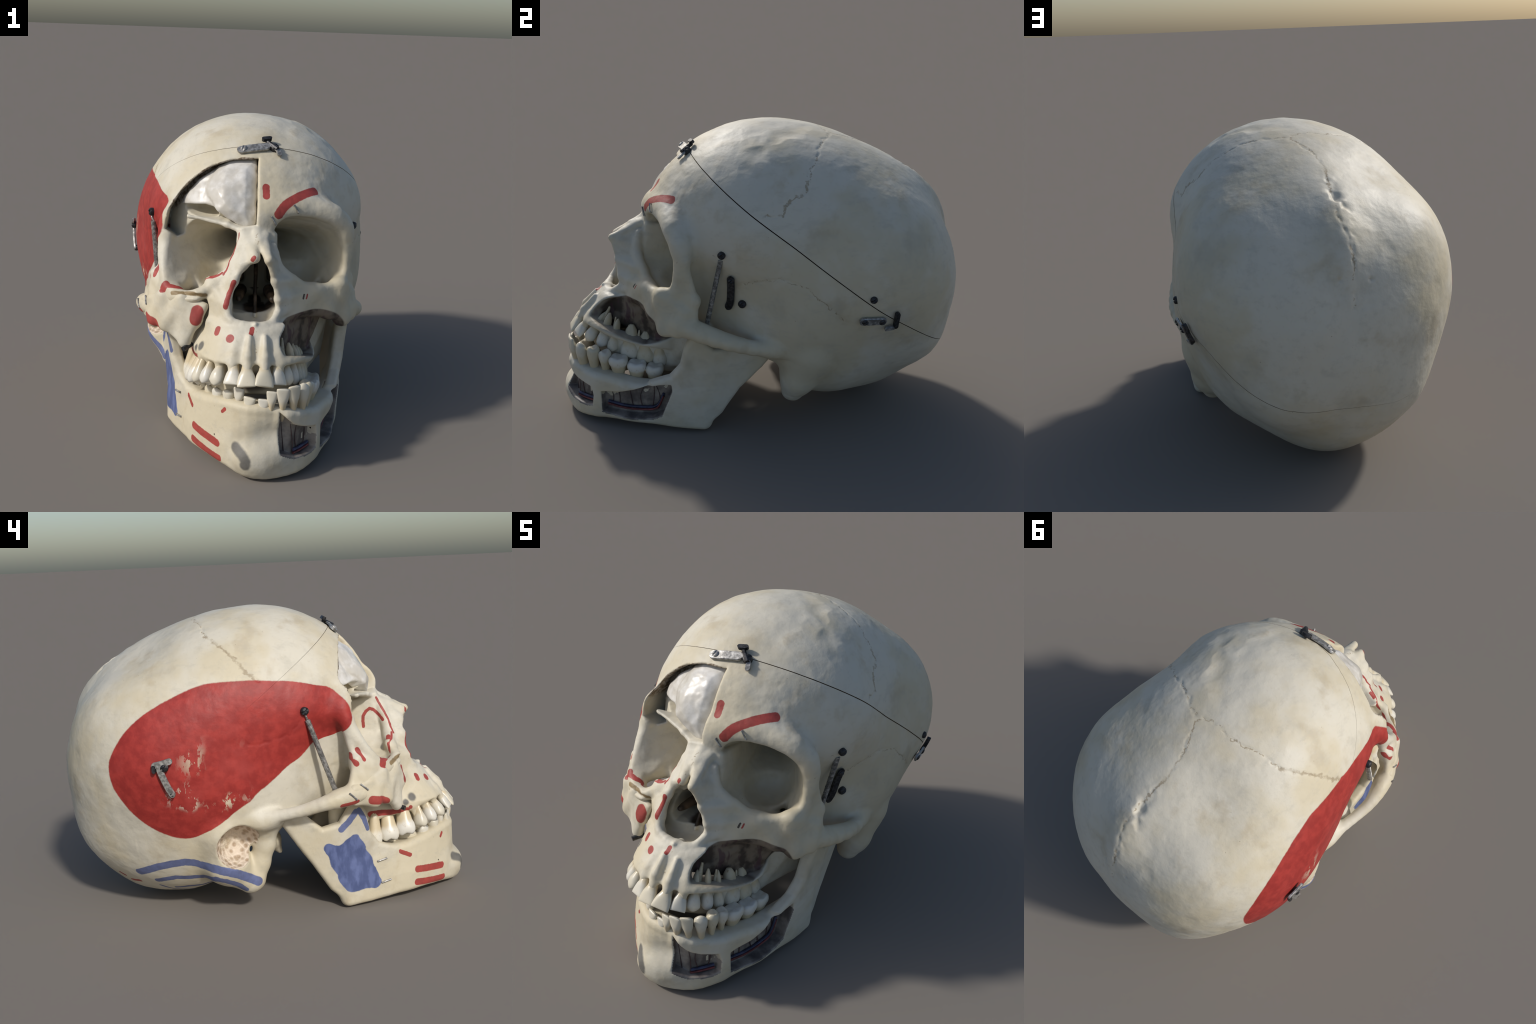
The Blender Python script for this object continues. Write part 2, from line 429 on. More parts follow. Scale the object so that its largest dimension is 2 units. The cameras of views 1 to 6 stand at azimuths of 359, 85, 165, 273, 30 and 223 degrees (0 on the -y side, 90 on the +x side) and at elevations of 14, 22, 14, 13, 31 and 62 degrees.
    s.add(lambda P: chain(P, [(-.385, -.01, .45, .05), (-.365, .005, .35, .048), (-.36, .035, .25, .048), (-.365, .062, .175, .052)], .02), (-.46, -.08, .12), (-.32, .12, .5), .03)
    s.cut(lambda P: ellipsoid(P, (-.505, .115, .372), (.13, .108, .105)), (-.66, 0, .26), (-.38, .23, .48), 0.008)
    # styloid and pterygoid spikes
    s.add(lambda P: chain(P, [(-.33, .03, .42, .06), (-.285, -.025, .34, .042), (-.255, -.06, .27, .014)]), (-.36, -.1, .24), (-.2, .1, .48), 0.02)
    s.add(lambda P: plate(P, [((-.13, -.30, .50), (-.15, -.22, .36), (-.14, -.40, .42)), ((.20, -.30, .50), (.22, -.22, .36), (.21, -.40, .42))], .02), (-.2, -.45, .3), (.28, -.18, .55), 0.02)
    # ---- right frontal sinus window and the orbital roof left standing under it
    s.cut(lambda P: np.maximum(np.maximum(sinus_window(P), -(braincase(P) + .055)), P[:, 1] + .08), (-.45, -.75, .88), (.06, -.08, 1.42), 0.008)
    s.add(lambda P: plate(P, [((.0, -.545, .975), (-.10, -.505, 1.005), (-.05, -.35, 1.02)), ((-.10, -.505, 1.005), (-.05, -.35, 1.02), (-.27, -.445, 1.03)), ((-.05, -.35, 1.02), (-.27, -.445, 1.03), (-.2, -.3, 1.05))], .011), (-.35, -.6, .93), (.05, -.25, 1.12), 0.012)
    s.cut(lambda P: ellipsoid(P, (-.215, -.40, 1.055), (.10, .09, .032)), (-.33, -.52, 1.0), (-.1, -.3, 1.1), 0.008)
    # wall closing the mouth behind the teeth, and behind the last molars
    inner = spline([(XM - x * .84, y * .93 - .01, .33 - .25 * (y + .85), .50, .03) for x, y in ARCH] + [(XM + x * .84, y * .93 - .01, .33 - .25 * (y + .85), .485 - .25 * (y + .85), .03) for x, y in ARCH[::-1][1:]], 2)
    s.add(lambda P: wall(P, inner, .025), (XM - .26, -.88, .2), (XM + .26, -.4, .6), 0.02)
    s.add(lambda P: plate(P, [((.24, -.44, .52), (.25, -.44, .30), (.36, -.27, .52)), ((.25, -.44, .30), (.36, -.27, .52), (.34, -.27, .34)), ((-.17, -.47, .52), (-.18, -.47, .30), (-.31, -.33, .52)), ((-.18, -.47, .30), (-.31, -.33, .52), (-.29, -.33, .34))], .03), (-.36, -.5, .26), (.4, -.22, .57), 0.02)
    return s


def cheek_flap_field():
    """right cheekbone, sawn free above and along its inner edge so that it stands off the maxilla"""
    A, B, C, D, E, Fp, G, Hp, J, K = (-.186, -.646, .668), (-.28, -.608, .688), (-.222, -.652, .60), (-.272, -.628, .49), (-.365, -.57, .555), (-.375, -.542, .682), (-.418, -.51, .555), (-.428, -.478, .645), (-.462, -.42, .56), (-.466, -.41, .62)
    s = Sculpt(base=lambda P: plate(P, [(A, B, C), (B, C, D), (B, D, E), (B, E, Fp), (E, Fp, G), (Fp, G, Hp), (G, Hp, K), (G, J, K)], .0165, .035).astype(F32))
    s.cut(lambda P: ellipsoid(P, (-.27, -.69, .70), (.08, .05, .03)), (-.36, -.76, .66), (-.18, -.62, .74), .02)
    return s


SINUS_MASS = [(.027, 1.305), (-.09, 1.292), (-.15, 1.262), (-.185, 1.20), (-.20, 1.16), (-.19, 1.12), (-.145, 1.055), (-.06, 1.005), (-.014, .978), (.027, .985)]
SINUS_BACK = [(-.05, 1.285), (-.16, 1.25), (-.24, 1.195), (-.30, 1.12), (-.315, 1.08), (-.2, 1.085), (-.1, 1.06)]


def sinus_field():
    """plaster-white lining of the opened frontal sinus: a bulging mass and a lower shelf beside it"""
    def f(P):
        d = braincase(P)
        z = P[:, 2] + .16 * (P[:, 1] + .45)
        n = fbm(P, 9, 5, 2) * .006 + fbm(P, 26, 8, 2) * .003
        a = poly2(P[:, 0], z, SINUS_MASS)
        bulge = d + .010 + n + .35 * np.clip(a + .05, 0, .05) + .25 * np.clip(1.06 - z, 0, .1)
        m = smax(np.maximum(bulge, -d - .09), a + fbm(P, 20, 3, 2) * .004, .012)
        b = smax(np.maximum(d + .036 + n, -d - .09), poly2(P[:, 0], z, SINUS_BACK), .012)
        return smin(m, b, .004)
    s = Sculpt(base=lambda P: np.full(len(P), 1., F32))
    s.add(f, (-.36, -.75, .9), (.06, -.1, 1.42), .001)
    s.strokes[0] = ('add', f, V3((-2, -2, -2)), V3((2, 2, 2)), .001)
    return s


MYAW = math.radians(8)
MC = V3((0.035, -0.34, 0.0))


def to_mandible(P):
    d = P - MC
    c, s = math.cos(MYAW), math.sin(MYAW)
    return np.stack([d[:, 0] * c + d[:, 1] * s, -d[:, 0] * s + d[:, 1] * c, d[:, 2]], -1).astype(F32)


def from_mandible(p):
    c, s = math.cos(MYAW), math.sin(MYAW)
    return (MC[0] + p[0] * c - p[1] * s, MC[1] + p[0] * s + p[1] * c, p[2])


JAW_WINDOW_FRONT = [(.03, .30), (.03, .125), (.10, .095), (.20, .09), (.238, .10), (.245, .155), (.23, .198), (.15, .222), (.09, .245), (.06, .275)]
JAW_WINDOW_SIDE = [(.292, .075), (.42, .062), (.55, .066), (.60, .09), (.655, .23), (.65, .26), (.595, .255), (.50, .23), (.38, .195), (.292, .18)]
JAW_ARC = np.array([(0, -.63), (.1, -.615), (.2, -.53), (.25, -.44), (.30, -.33), (.345, -.20), (.385, -.09), (.40, 0)], F32)
JAW_LEN = np.concatenate([[0], np.cumsum(np.sqrt((np.diff(JAW_ARC, axis=0) ** 2).sum(1)))]).astype(F32)


def jaw_windows(P):
    """two panels of bone taken off the outer plate of the left jaw (length along the jaw, height)"""
    best = np.full(len(P), 1e9, F32); sv = np.full(len(P), -1, F32)
    for i in range(len(JAW_ARC) - 1):
        e = JAW_ARC[i + 1] - JAW_ARC[i]; w = P[:, :2] - JAW_ARC[i]
        t = np.clip((w @ e) / (e @ e), 0, 1)
        d = np.sqrt(((w - t[:, None] * e) ** 2).sum(1))
        m = d < best
        best = np.where(m, d, best); sv = np.where(m, JAW_LEN[i] + t * (JAW_LEN[i + 1] - JAW_LEN[i]), sv)
    a = np.minimum(poly2(sv, P[:, 2], JAW_WINDOW_FRONT), poly2(sv, P[:, 2], JAW_WINDOW_SIDE))
    return np.maximum(a, best - .036)


def mandible_field():
    s = Sculpt()
    line = [(0, -.575), (.09, -.56), (.165, -.50), (.212, -.425), (.268, -.325), (.298, -.21), (.335, -.10), (.365, .0)]
    zb = [.0, .005, .02, .03, .03, .02, .008, .0]
    zt = [.325, .305, .28, .266, .252, .242, .24, .25]
    th = [.055, .055, .052, .05, .05, .05, .048, .04]
    half = [(x, y, a, b, t) for (x, y), a, b, t in zip(line, zb, zt, th)]
    zr = [.325, .325, .32, .305, .285, .27, .25, .25]
    grow = [0, 0, 0, .004, .008, .014, .018, .018]
    nodes = [(-n[0] * (.95 if n[1] < -.45 else 1), n[1], n[2], z, n[4]) for n, z in list(zip(half, zr))[::-1]] + [(n[0] + g,) + n[1:] for n, g in list(zip(half, grow))[1:]]
    ring = spline(nodes, 3)

    def body(P):
        # the gum line of the right half and of the front leans inward
        k = 1 + .055 * np.clip((P[:, 2] - .13) / .15, 0, 1) * np.clip((.06 - P[:, 0]) / .06, 0, 1)
        return wall(np.stack([P[:, 0] * k, (P[:, 1] + .22) * k - .22, P[:, 2]], -1).astype(F32), ring, .03)
    s.add(body, (-.5, -.68, -.02), (.5, .1, .4), 0.02)
    # chin
    s.add(lambda P: ellipsoid(P, (-.04, -.587, .085), (.12, .07, .08)), (-.2, -.7, -.02), (.2, -.48, .2), 0.04)
    s.cut(lambda P: ellipsoid(P, (-.02, -.71, .205), (.16, .10, .05)), (-.2, -.8, .14), (.16, -.6, .27), 0.05)
    side = [(-.25, .07), (-.12, .035), (-.02, .02), (.035, .04), (.09, .09), (.175, .225), (.25, .33), (.32, .44), (.32, .50), (.24, .52), (.20, .47), (.13, .41), (.05, .43), (-.01, .52), (-.05, .535), (-.085, .47), (-.105, .37), (-.155, .305), (-.25, .265)]
    for sd in (1, -1):
        outline = side if sd < 0 else [(y, max(z, .455) if .04 < y < .22 and z > .38 else z) for y, z in [(y + (.045 * min(1, max(0, (z - .22) / .15)) if y > .05 and z < .53 else 0), z) for y, z in side]]

        def ramus(P, sd=sd, side=outline):
            lean = np.interp(P[:, 2], [0, .1, .25, .5], [.375, .38, .395, .425]).astype(F32)
            lean = lean + np.interp(P[:, 1], [-.25, -.1, .05], [-.075, -.025, 0]).astype(F32)
            if sd < 0:
                lean = lean - .018
            else:
                lean = lean + .010
            d2 = poly2(P[:, 1], P[:, 2], side) + .02
            dx = np.abs(P[:, 0] * sd - lean) - .008
            return np.minimum(np.maximum(d2, dx), 0) + np.sqrt(np.maximum(d2, 0) ** 2 + np.maximum(dx, 0) ** 2) - .022
        s.add(ramus, (min(sd * .25, sd * .5), -.28, 0), (max(sd * .25, sd * .5), .34, .56), 0.025)
        s.add(lambda P, sd=sd: ellipsoid(P, (sd * .40, .27, .49), (.075, .04, .035)), (sd * .4 - .08, .2, .44), (sd * .4 + .08, .32, .54), 0.03)
    # left: bone window over the canal, with a strut between its two halves
    s.cut(jaw_windows, (-.02, -.75, .05), (.5, .1, .35), 0.008)
    loc = s

    class M:
        def __call__(self, P):
            return loc(to_mandible(np.ascontiguousarray(P, F32)))
    return M()
# ---------------------------------------------------------------- teeth
# profile rows: (way from biting edge to root tip, width, depth, tooth shape exponent)
TOOTH_PROFILE = {
    'incisor': [(0, .96, .22, 3), (.04, 1, .34, 3), (.16, .97, .55, 2.6), (.30, .86, .8, 2.2), (.42, .64, .85, 2), (.56, .52, .8, 2), (.85, .42, .62, 2), (1, .14, .2, 2)],
    'canine': [(0, .18, .2, 2), (.04, .62, .42, 2.4), (.11, .96, .7, 2.4), (.24, .92, .95, 2.2), (.40, .68, .95, 2), (.56, .54, .88, 2), (.85, .45, .66, 2), (1, .14, .2, 2)],
    'premolar': [(0, .5, .55, 2.4), (.04, .86, .85, 2.8), (.12, 1, 1, 2.7), (.26, .94, 1, 2.4), (.42, .68, .88, 2.1), (.56, .56, .8, 2), (.85, .45, .6, 2), (1, .14, .2, 2)],
    'molar': [(0, .70, .72, 2.8), (.05, .9, .9, 3), (.16, 1, 1, 3), (.30, .96, .98, 2.8), (.42, .82, .9, 2.4), (.56, .76, .82, 2.2), (.85, .6, .62, 2), (1, .25, .3, 2)],
}


def tooth_mesh(kind, seed):
    rng = random.Random(seed)
    rows = TOOTH_PROFILE[kind]
    n = 20
    bm = bmesh.new()
    rings = []
    ts = np.linspace(0, 1, 22) ** 1.15
    R = np.array(rows)
    wob = [rng.uniform(-1, 1) for _ in range(6)]
    for t in ts:
        w, d, ex = [float(np.interp(t, R[:, 0], R[:, c])) for c in (1, 2, 3)]
        ring = []
        for k in range(n):
            a = 2 * math.pi * k / n
            c, s_ = math.cos(a), math.sin(a)
            m = (abs(c) ** ex + abs(s_) ** ex) ** (-1 / ex)
            x, y, z = c * m * w * .5, s_ * m * d * .5, t
            x *= 1 + .04 * wob[0] * math.cos(3 * a + wob[1] * 3)
            if kind in ('molar', 'premolar'):
                up = max(0, 1 - t / .14)
                q = math.cos(2 * a) ** 2 if kind == 'molar' else math.sin(a) ** 2
                z -= up * .06 * (1 - q if kind == 'molar' else q) - .02 * up
                root = max(0, (t - .45) / .55)
                if kind == 'molar':
                    y *= 1 - .35 * min(1, root * 2) * abs(c) ** 4 * 0
                    x *= 1 - .0 * root
                    y -= .12 * root * math.copysign(1, s_) * max(0, 1 - abs(c) * 3) * d
            y += -.06 * wob[2] * t * t
            ring.append(bm.verts.new((x, y, z)))
        rings.append(ring)
    for a, b in zip(rings[:-1], rings[1:]):
        for k in range(n):
            bm.faces.new((a[k], a[(k + 1) % n], b[(k + 1) % n], b[k]))
    dip = .10 if kind == 'molar' else (.07 if kind == 'premolar' else 0)
    for ring, z in ((rings[0], dip), (rings[-1], 1.01)):
        cx = sum((v.co for v in ring), Vector()) / n
        c = bm.verts.new((cx.x, cx.y, z))
        for k in range(n):
            f = (ring[(k + 1) % n], ring[k], c)
            bm.faces.new(f if ring is rings[0] else f[::-1])
    bmesh.ops.recalc_face_normals(bm, faces=bm.faces)
    me = bpy.data.meshes.new('tooth_' + kind)
    bm.to_mesh(me); bm.free()
    for p in me.polygons:
        p.use_smooth = True
    return me


# kind, biting edge middle (x, y, z), width, depth, length, root direction (x, y, z)
UPPER_TEETH = [
    ('incisor', (0.079, -0.942, 0.420), .072, .050, .15, (0, .80, .70)), ('incisor', (0.146, -0.907, 0.415), .058, .048, .145, (-.2, .72, .72)), ('canine', (0.184, -0.854, 0.393), .056, .058, .16, (-.25, .60, .80)),
    ('premolar', (0.203, -0.779, 0.372), .050, .065, .16, (-.1, .25, .95)), ('premolar', (0.222, -0.726, 0.356), .048, .065, .15, (-.1, .2, .97)), ('molar', (0.236, -0.646, 0.327), .082, .075, .15, (-.1, .12, .98)),
    ('molar', (0.250, -0.566, 0.305), .078, .075, .14, (-.1, .05, 1)), ('molar', (0.258, -0.493, 0.290), .066, .07, .13, (-.1, -.05, 1)),
    ('incisor', (0.005, -0.942, 0.418), .072, .050, .15, (0, .80, .70)), ('incisor', (-0.062, -0.916, 0.416), .060, .048, .145, (.2, .72, .72)), ('canine', (-0.132, -0.874, 0.393), .058, .058, .17, (.33, .64, .70)),
    ('premolar', (-0.170, -0.811, 0.376), .052, .065, .15, (.3, .38, .88)), ('premolar', (-0.205, -0.759, 0.360), .052, .065, .14, (.3, .28, .92)), ('molar', (-0.226, -0.681, 0.330), .085, .075, .14, (.3, .15, .95)),
    ('molar', (-0.243, -0.599, 0.308), .082, .075, .14, (.3, .1, .95)), ('molar', (-0.250, -0.523, 0.295), .068, .07, .14, (.1, 0, 1))]
LOWER_TEETH = [
    ('incisor', (.112, -.938, .398), .042, .042, .12, (0, .15, -1)), ('incisor', (.158, -.942, .412), .05, .043, .15, (0, .2, -1)), ('incisor', (.205, -.928, .420), .05, .045, .16, (-.02, .2, -1)), ('canine', (.246, -.882, .416), .054, .055, .165, (-.05, .1, -1)),
    ('premolar', (.262, -.818, .398), .05, .06, .145, (-.05, 0, -1)), ('premolar', (.272, -.762, .378), .05, .06, .12, (-.05, 0, -1)), ('molar', (.287, -.695, .352), .085, .075, .098, (-.05, -.03, -1)),
    ('molar', (.302, -.605, .328), .085, .075, .098, (-.05, -.05, -1)), ('molar', (.310, -.518, .310), .08, .072, .098, (-.05, -.05, -1)),
    ('incisor', (0.080, -0.929, 0.358), .045, .04, .09, (0, .2, -1)), ('incisor', (0.020, -0.912, 0.358), .048, .045, .09, (0, .2, -1)), ('incisor', (-0.026, -0.876, 0.384), .044, .045, .12, (.05, .15, -1)),
    ('premolar', (-0.066, -0.829, 0.358), .052, .055, .11, (.05, 0, -1)), ('premolar', (-0.110, -0.769, 0.339), .058, .06, .11, (.05, 0, -1)), ('molar', (-0.143, -0.689, 0.326), .088, .07, .11, (.05, -.03, -1)), ('molar', (-0.166, -0.599, 0.308), .085, .07, .11, (.05, -.05, -1))]

def place_teeth(table, parent, mat, seed):
    rng = random.Random(seed)
    library = {}
    centre = Vector((sum(t[1][0] for t in table) / len(table), -.55, 0))
    for i, (kind, p, w, d, ln, axis) in enumerate(table):
        key = (kind, i % 2)
        if key not in library:
            library[key] = tooth_mesh(kind, 7 + len(library) + seed)
            library[key].materials.append(mat)
        ob = bpy.data.objects.new('tooth', library[key])
        bpy.context.scene.collection.objects.link(ob)
        Z = Vector(axis).normalized()
        out = Vector((p[0] - centre.x, (p[1] - centre.y) * .75, 0))
        if kind == 'molar':
            out = Vector((math.copysign(1, p[0] - centre.x), -.12, 0))
        Y = (out - Z * out.dot(Z)).normalized()
        X = Y.cross(Z)
        M = Matrix((X, Y, Z)).transposed()
        M = M @ Matrix.Rotation(rng.uniform(-.1, .1), 3, 'Z')
        ob.matrix_world = Matrix.Translation(Vector(p)) @ M.to_4x4() @ Matrix.Diagonal((w * 1.12, d * 1.06, ln * 1.1, 1))
        ob.parent = parent
# ---------------------------------------------------------------- materials
class Nodes:
    def __init__(self, name):
        self.mat = bpy.data.materials.new(name)
        self.mat.use_nodes = True
        self.nt = self.mat.node_tree
        self.nt.nodes.clear()
        self.out = self.nt.nodes.new('ShaderNodeOutputMaterial')
        self.bsdf = self.nt.nodes.new('ShaderNodeBsdfPrincipled')
        self.nt.links.new(self.bsdf.outputs[0], self.out.inputs[0])
        self.coord = self.nt.nodes.new('ShaderNodeTexCoord').outputs['Object']

    def put(self, sock, v):
        if isinstance(v, bpy.types.NodeSocket):
            self.nt.links.new(v, sock)
        elif v is not None:
            sock.default_value = v

    def math(self, op, a, b=None, c=None, clamp=False):
        n = self.nt.nodes.new('ShaderNodeMath'); n.operation = op; n.use_clamp = clamp
        for i, v in enumerate((a, b, c)):
            self.put(n.inputs[i], v)
        return n.outputs[0]

    def vec(self, op, a, b=None, scale=None):
        n = self.nt.nodes.new('ShaderNodeVectorMath'); n.operation = op
        self.put(n.inputs[0], a)
        if b is not None:
            self.put(n.inputs[1], b)
        if scale is not None:
            self.put(n.inputs['Scale'], scale)
        return n.outputs['Value'] if op in ('LENGTH', 'DOT_PRODUCT', 'DISTANCE') else n.outputs[0]

    def noise(self, scale, detail=3, rough=.55, v=None, colour=False, stretch=None):
        n = self.nt.nodes.new('ShaderNodeTexNoise')
        v = v or self.coord
        if stretch:
            v = self.vec('MULTIPLY', v, stretch)
        self.put(n.inputs['Vector'], v)
        n.inputs['Scale'].default_value = scale; n.inputs['Detail'].default_value = detail; n.inputs['Roughness'].default_value = rough
        return n.outputs['Color' if colour else 'Fac']

    def voronoi(self, scale, v=None, feature='F1'):
        n = self.nt.nodes.new('ShaderNodeTexVoronoi'); n.feature = feature
        self.put(n.inputs['Vector'], v or self.coord)
        n.inputs['Scale'].default_value = scale
        return n.outputs['Distance']

    def step(self, v, a, b):
        """smooth 0..1 as v goes from a to b"""
        n = self.nt.nodes.new('ShaderNodeMapRange'); n.interpolation_type = 'SMOOTHSTEP'
        self.put(n.inputs['Value'], v)
        n.inputs['From Min'].default_value = min(a, b); n.inputs['From Max'].default_value = max(a, b)
        n.inputs['To Min'].default_value = 0 if a < b else 1; n.inputs['To Max'].default_value = 1 if a < b else 0
        return n.outputs[0]

    def mix(self, f, a, b, mode='MIX'):
        n = self.nt.nodes.new('ShaderNodeMix'); n.data_type = 'RGBA'; n.blend_type = mode
        self.put(n.inputs['Factor'], f)
        for i, v in ((6, a), (7, b)):
            self.put(n.inputs[i], v if isinstance(v, bpy.types.NodeSocket) else (*v, 1))
        return n.outputs[2]

    def split(self, v):
        n = self.nt.nodes.new('ShaderNodeSeparateXYZ'); self.put(n.inputs[0], v)
        return n.outputs

    def segment(self, P, a, b):
        """distance to the segment a-b"""
        a, b = Vector(a), Vector(b)
        if (b - a).length < 1e-4:
            return self.vec('DISTANCE', P, tuple(a))
        ab = b - a
        d = self.vec('SUBTRACT', P, tuple(a))
        t = self.math('MULTIPLY', self.vec('DOT_PRODUCT', d, tuple(ab)), 1 / ab.length_squared, clamp=True)
        return self.vec('DISTANCE', d, self.vec('SCALE', tuple(ab), scale=t))

    def after(self, P, d):
        """P, but evaluated only once d is known (keeps the shader's working set small)"""
        n = self.nt.nodes.new('ShaderNodeVectorMath'); n.operation = 'MULTIPLY_ADD'
        self.put(n.inputs[0], d); n.inputs[1].default_value = (1e-9, 1e-9, 1e-9); self.put(n.inputs[2], P)
        return n.outputs[0]

    def stroke(self, P, pts):
        if len(pts) == 1:
            return self.segment(P, pts[0], pts[0])
        d = None
        for a, b in zip(pts[:-1], pts[1:]):
            if d is not None:
                P = self.after(P, d)
            e = self.segment(P, a, b)
            d = e if d is None else self.math('MINIMUM', d, e)
        return d

    def blob(self, u, v, pts):
        """signed edge distance of a closed outline, as radius over angle about its middle"""
        q = np.array(pts)
        c = q.mean(0)
        ang = (np.arctan2(q[:, 1] - c[1], q[:, 0] - c[0]) / (2 * math.pi)) % 1
        r = np.hypot(q[:, 0] - c[0], q[:, 1] - c[1])
        o = np.argsort(ang); ang, r = ang[o], r[o]
        grid = np.linspace(0, 1, 31)
        rr = np.interp(grid, np.concatenate([ang - 1, ang, ang + 1]), np.concatenate([r, r, r]))
        top = float(r.max() * 1.05)
        n = self.nt.nodes.new('ShaderNodeFloatCurve')
        cu = n.mapping.curves[0]
        for g, x in zip(grid[1:-1], rr[1:-1]):
            cu.points.new(float(g), float(x / top))
        cu.points[0].location = (0, float(rr[0] / top)); cu.points[-1].location = (1, float(rr[-1] / top))
        n.mapping.update()
        du, dv = self.math('SUBTRACT', u, float(c[0])), self.math('SUBTRACT', v, float(c[1]))
        a = self.math('DIVIDE', self.math('ARCTAN2', dv, du), 2 * math.pi)
        self.put(n.inputs['Value'], self.math('FRACT', self.math('ADD', a, 1.0)))
        rad = self.math('SQRT', self.math('ADD', self.math('MULTIPLY', du, du), self.math('MULTIPLY', dv, dv)))
        return self.math('SUBTRACT', rad, self.math('MULTIPLY', n.outputs[0], top))

    def ball(self, P, c, r):
        return self.vec('LENGTH', self.vec('DIVIDE', self.vec('SUBTRACT', P, c), r))


BONE_CREAM, BONE_PALE, BONE_TAN, BONE_GREY = (.575, .512, .375), (.62, .582, .485), (.42, .335, .205), (.43, .405, .335)
RED, BLUE, GREY, DARK = (.335, .034, .030), (.105, .135, .285), (.13, .125, .115), (.045, .035, .028)
BROWN, SUTURE = (.24, .165, .075), (.30, .235, .15)
PAINT = {'red': RED, 'blue': BLUE, 'grey': GREY, 'dark': DARK, 'brown': BROWN, 'suture': SUTURE}


def bone_material(name, strokes=(), extra=None, pale=0.5):
    """bone with painted strokes: (colour, radius, points)"""
    m = Nodes(name)
    P = m.coord
    big = m.noise(2.2, 4, .6)
    mid = m.noise(7, 4, .6)
    fine = m.noise(60, 3, .6)
    col = m.mix(m.step(big, .42 - .25 * (pale - .5), .62 - .25 * (pale - .5)), BONE_CREAM, BONE_PALE)
    col = m.mix(m.math('MULTIPLY', m.step(mid, .54, .74), .42), col, BONE_TAN)
    col = m.mix(m.math('MULTIPLY', m.step(m.noise(3.6, 5, .65), .52, .72), .42), col, BONE_GREY)
    col = m.mix(m.math('MULTIPLY', m.step(fine, .58, .75), .16), col, BONE_TAN)
    streak = m.noise(16, 5, .7, stretch=(1.0, .5, 1.2))
    col = m.mix(m.math('MULTIPLY', m.step(streak, .50, .70), .34), col, BONE_GREY)
    pit = m.math('MULTIPLY', m.step(m.voronoi(17), .055, .02), m.step(m.noise(5, 2), .53, .6))
    col = m.mix(m.math('MULTIPLY', pit, .55), col, (.2, .15, .09))
    warp = m.vec('SCALE', m.vec('SUBTRACT', m.noise(70, 2, colour=True), (.5, .5, .5)), scale=.0045)
    W = m.vec('ADD', P, warp)
    zig = m.vec('ADD', P, m.vec('SCALE', m.vec('SUBTRACT', m.noise(34, 2, .7, colour=True), (.5, .5, .5)), scale=.045))
    tone = m.noise(22, 4, .6)
    groups = {}
    W0, Z0, done = W, zig, None
    for c, r, pts in strokes:
        groups.setdefault(c, []).append((r, pts))
    height = m.math('ADD', m.math('MULTIPLY', mid, .5), m.math('MULTIPLY', fine, .25))
    for c, items in groups.items():
        mask = None
        for r, pts in items:
            if done is not None:
                W, zig = m.after(W0, done), m.after(Z0, done)
            if c == 'suture':
                k = m.step(m.stroke(zig, pts), r * .8, r * .25)
            else:
                soft = .35 if c in ('brown', 'grey') else .12
                k = m.step(m.stroke(W, pts), r * (1 + soft * .6), r * (1 - soft))
            mask = k if mask is None else m.math('MAXIMUM', mask, k)
            done = mask
        base = PAINT[c]
        if c == 'suture':
            mask = m.math('MULTIPLY', mask, m.step(m.noise(14, 3), .30, .55))
            col = m.mix(m.math('MULTIPLY', mask, .75), col, base)
        else:
            tint = m.mix(m.step(tone, .35, .7), tuple(v * .84 for v in base), tuple(min(1, v * 1.12) for v in base))
            col = m.mix(m.math('MULTIPLY', mask, .95), col, tint)
    if extra:
        col, height = extra(m, P, W, col, height, tone)
    m.put(m.bsdf.inputs['Base Color'], col)
    m.put(m.bsdf.inputs['Roughness'], m.math('ADD', .42, m.math('MULTIPLY', mid, .22)))
    m.bsdf.inputs['Specular IOR Level'].default_value = .35
    b = m.nt.nodes.new('ShaderNodeBump')
    b.inputs['Strength'].default_value = .5; b.inputs['Distance'].default_value = .007
    m.put(b.inputs['Height'], height)
    m.put(m.bsdf.inputs['Normal'], b.outputs[0])
    return m.mat


TEMPORALIS = [(-.383, 1.038), (-.412, .991), (-.416, .942), (-.365, .931), (-.305, .911), (-.255, .864), (-.196, .796), (-.088, .724), (.01, .644), (.109, .562), (.208, .497), (.288, .447), (.367, .429), (.443, .449), (.526, .495), (.605, .576), (.664, .668), (.691, .757), (.676, .824), (.626, .909), (.555, .982), (.459, 1.043), (.345, 1.097), (.242, 1.133), (.13, 1.137), (-.009, 1.133), (-.112, 1.129), (-.196, 1.116), (-.291, 1.083)]
MASSETER = [(-.268, .337), (-.312, .326), (-.358, .334), (-.404, .368), (-.432, .379), (-.45, .347), (-.477, .283), (-.51, .208), (-.538, .148), (-.552, .1), (-.471, .096), (-.395, .087), (-.359, .12), (-.333, .188), (-.298, .27)]


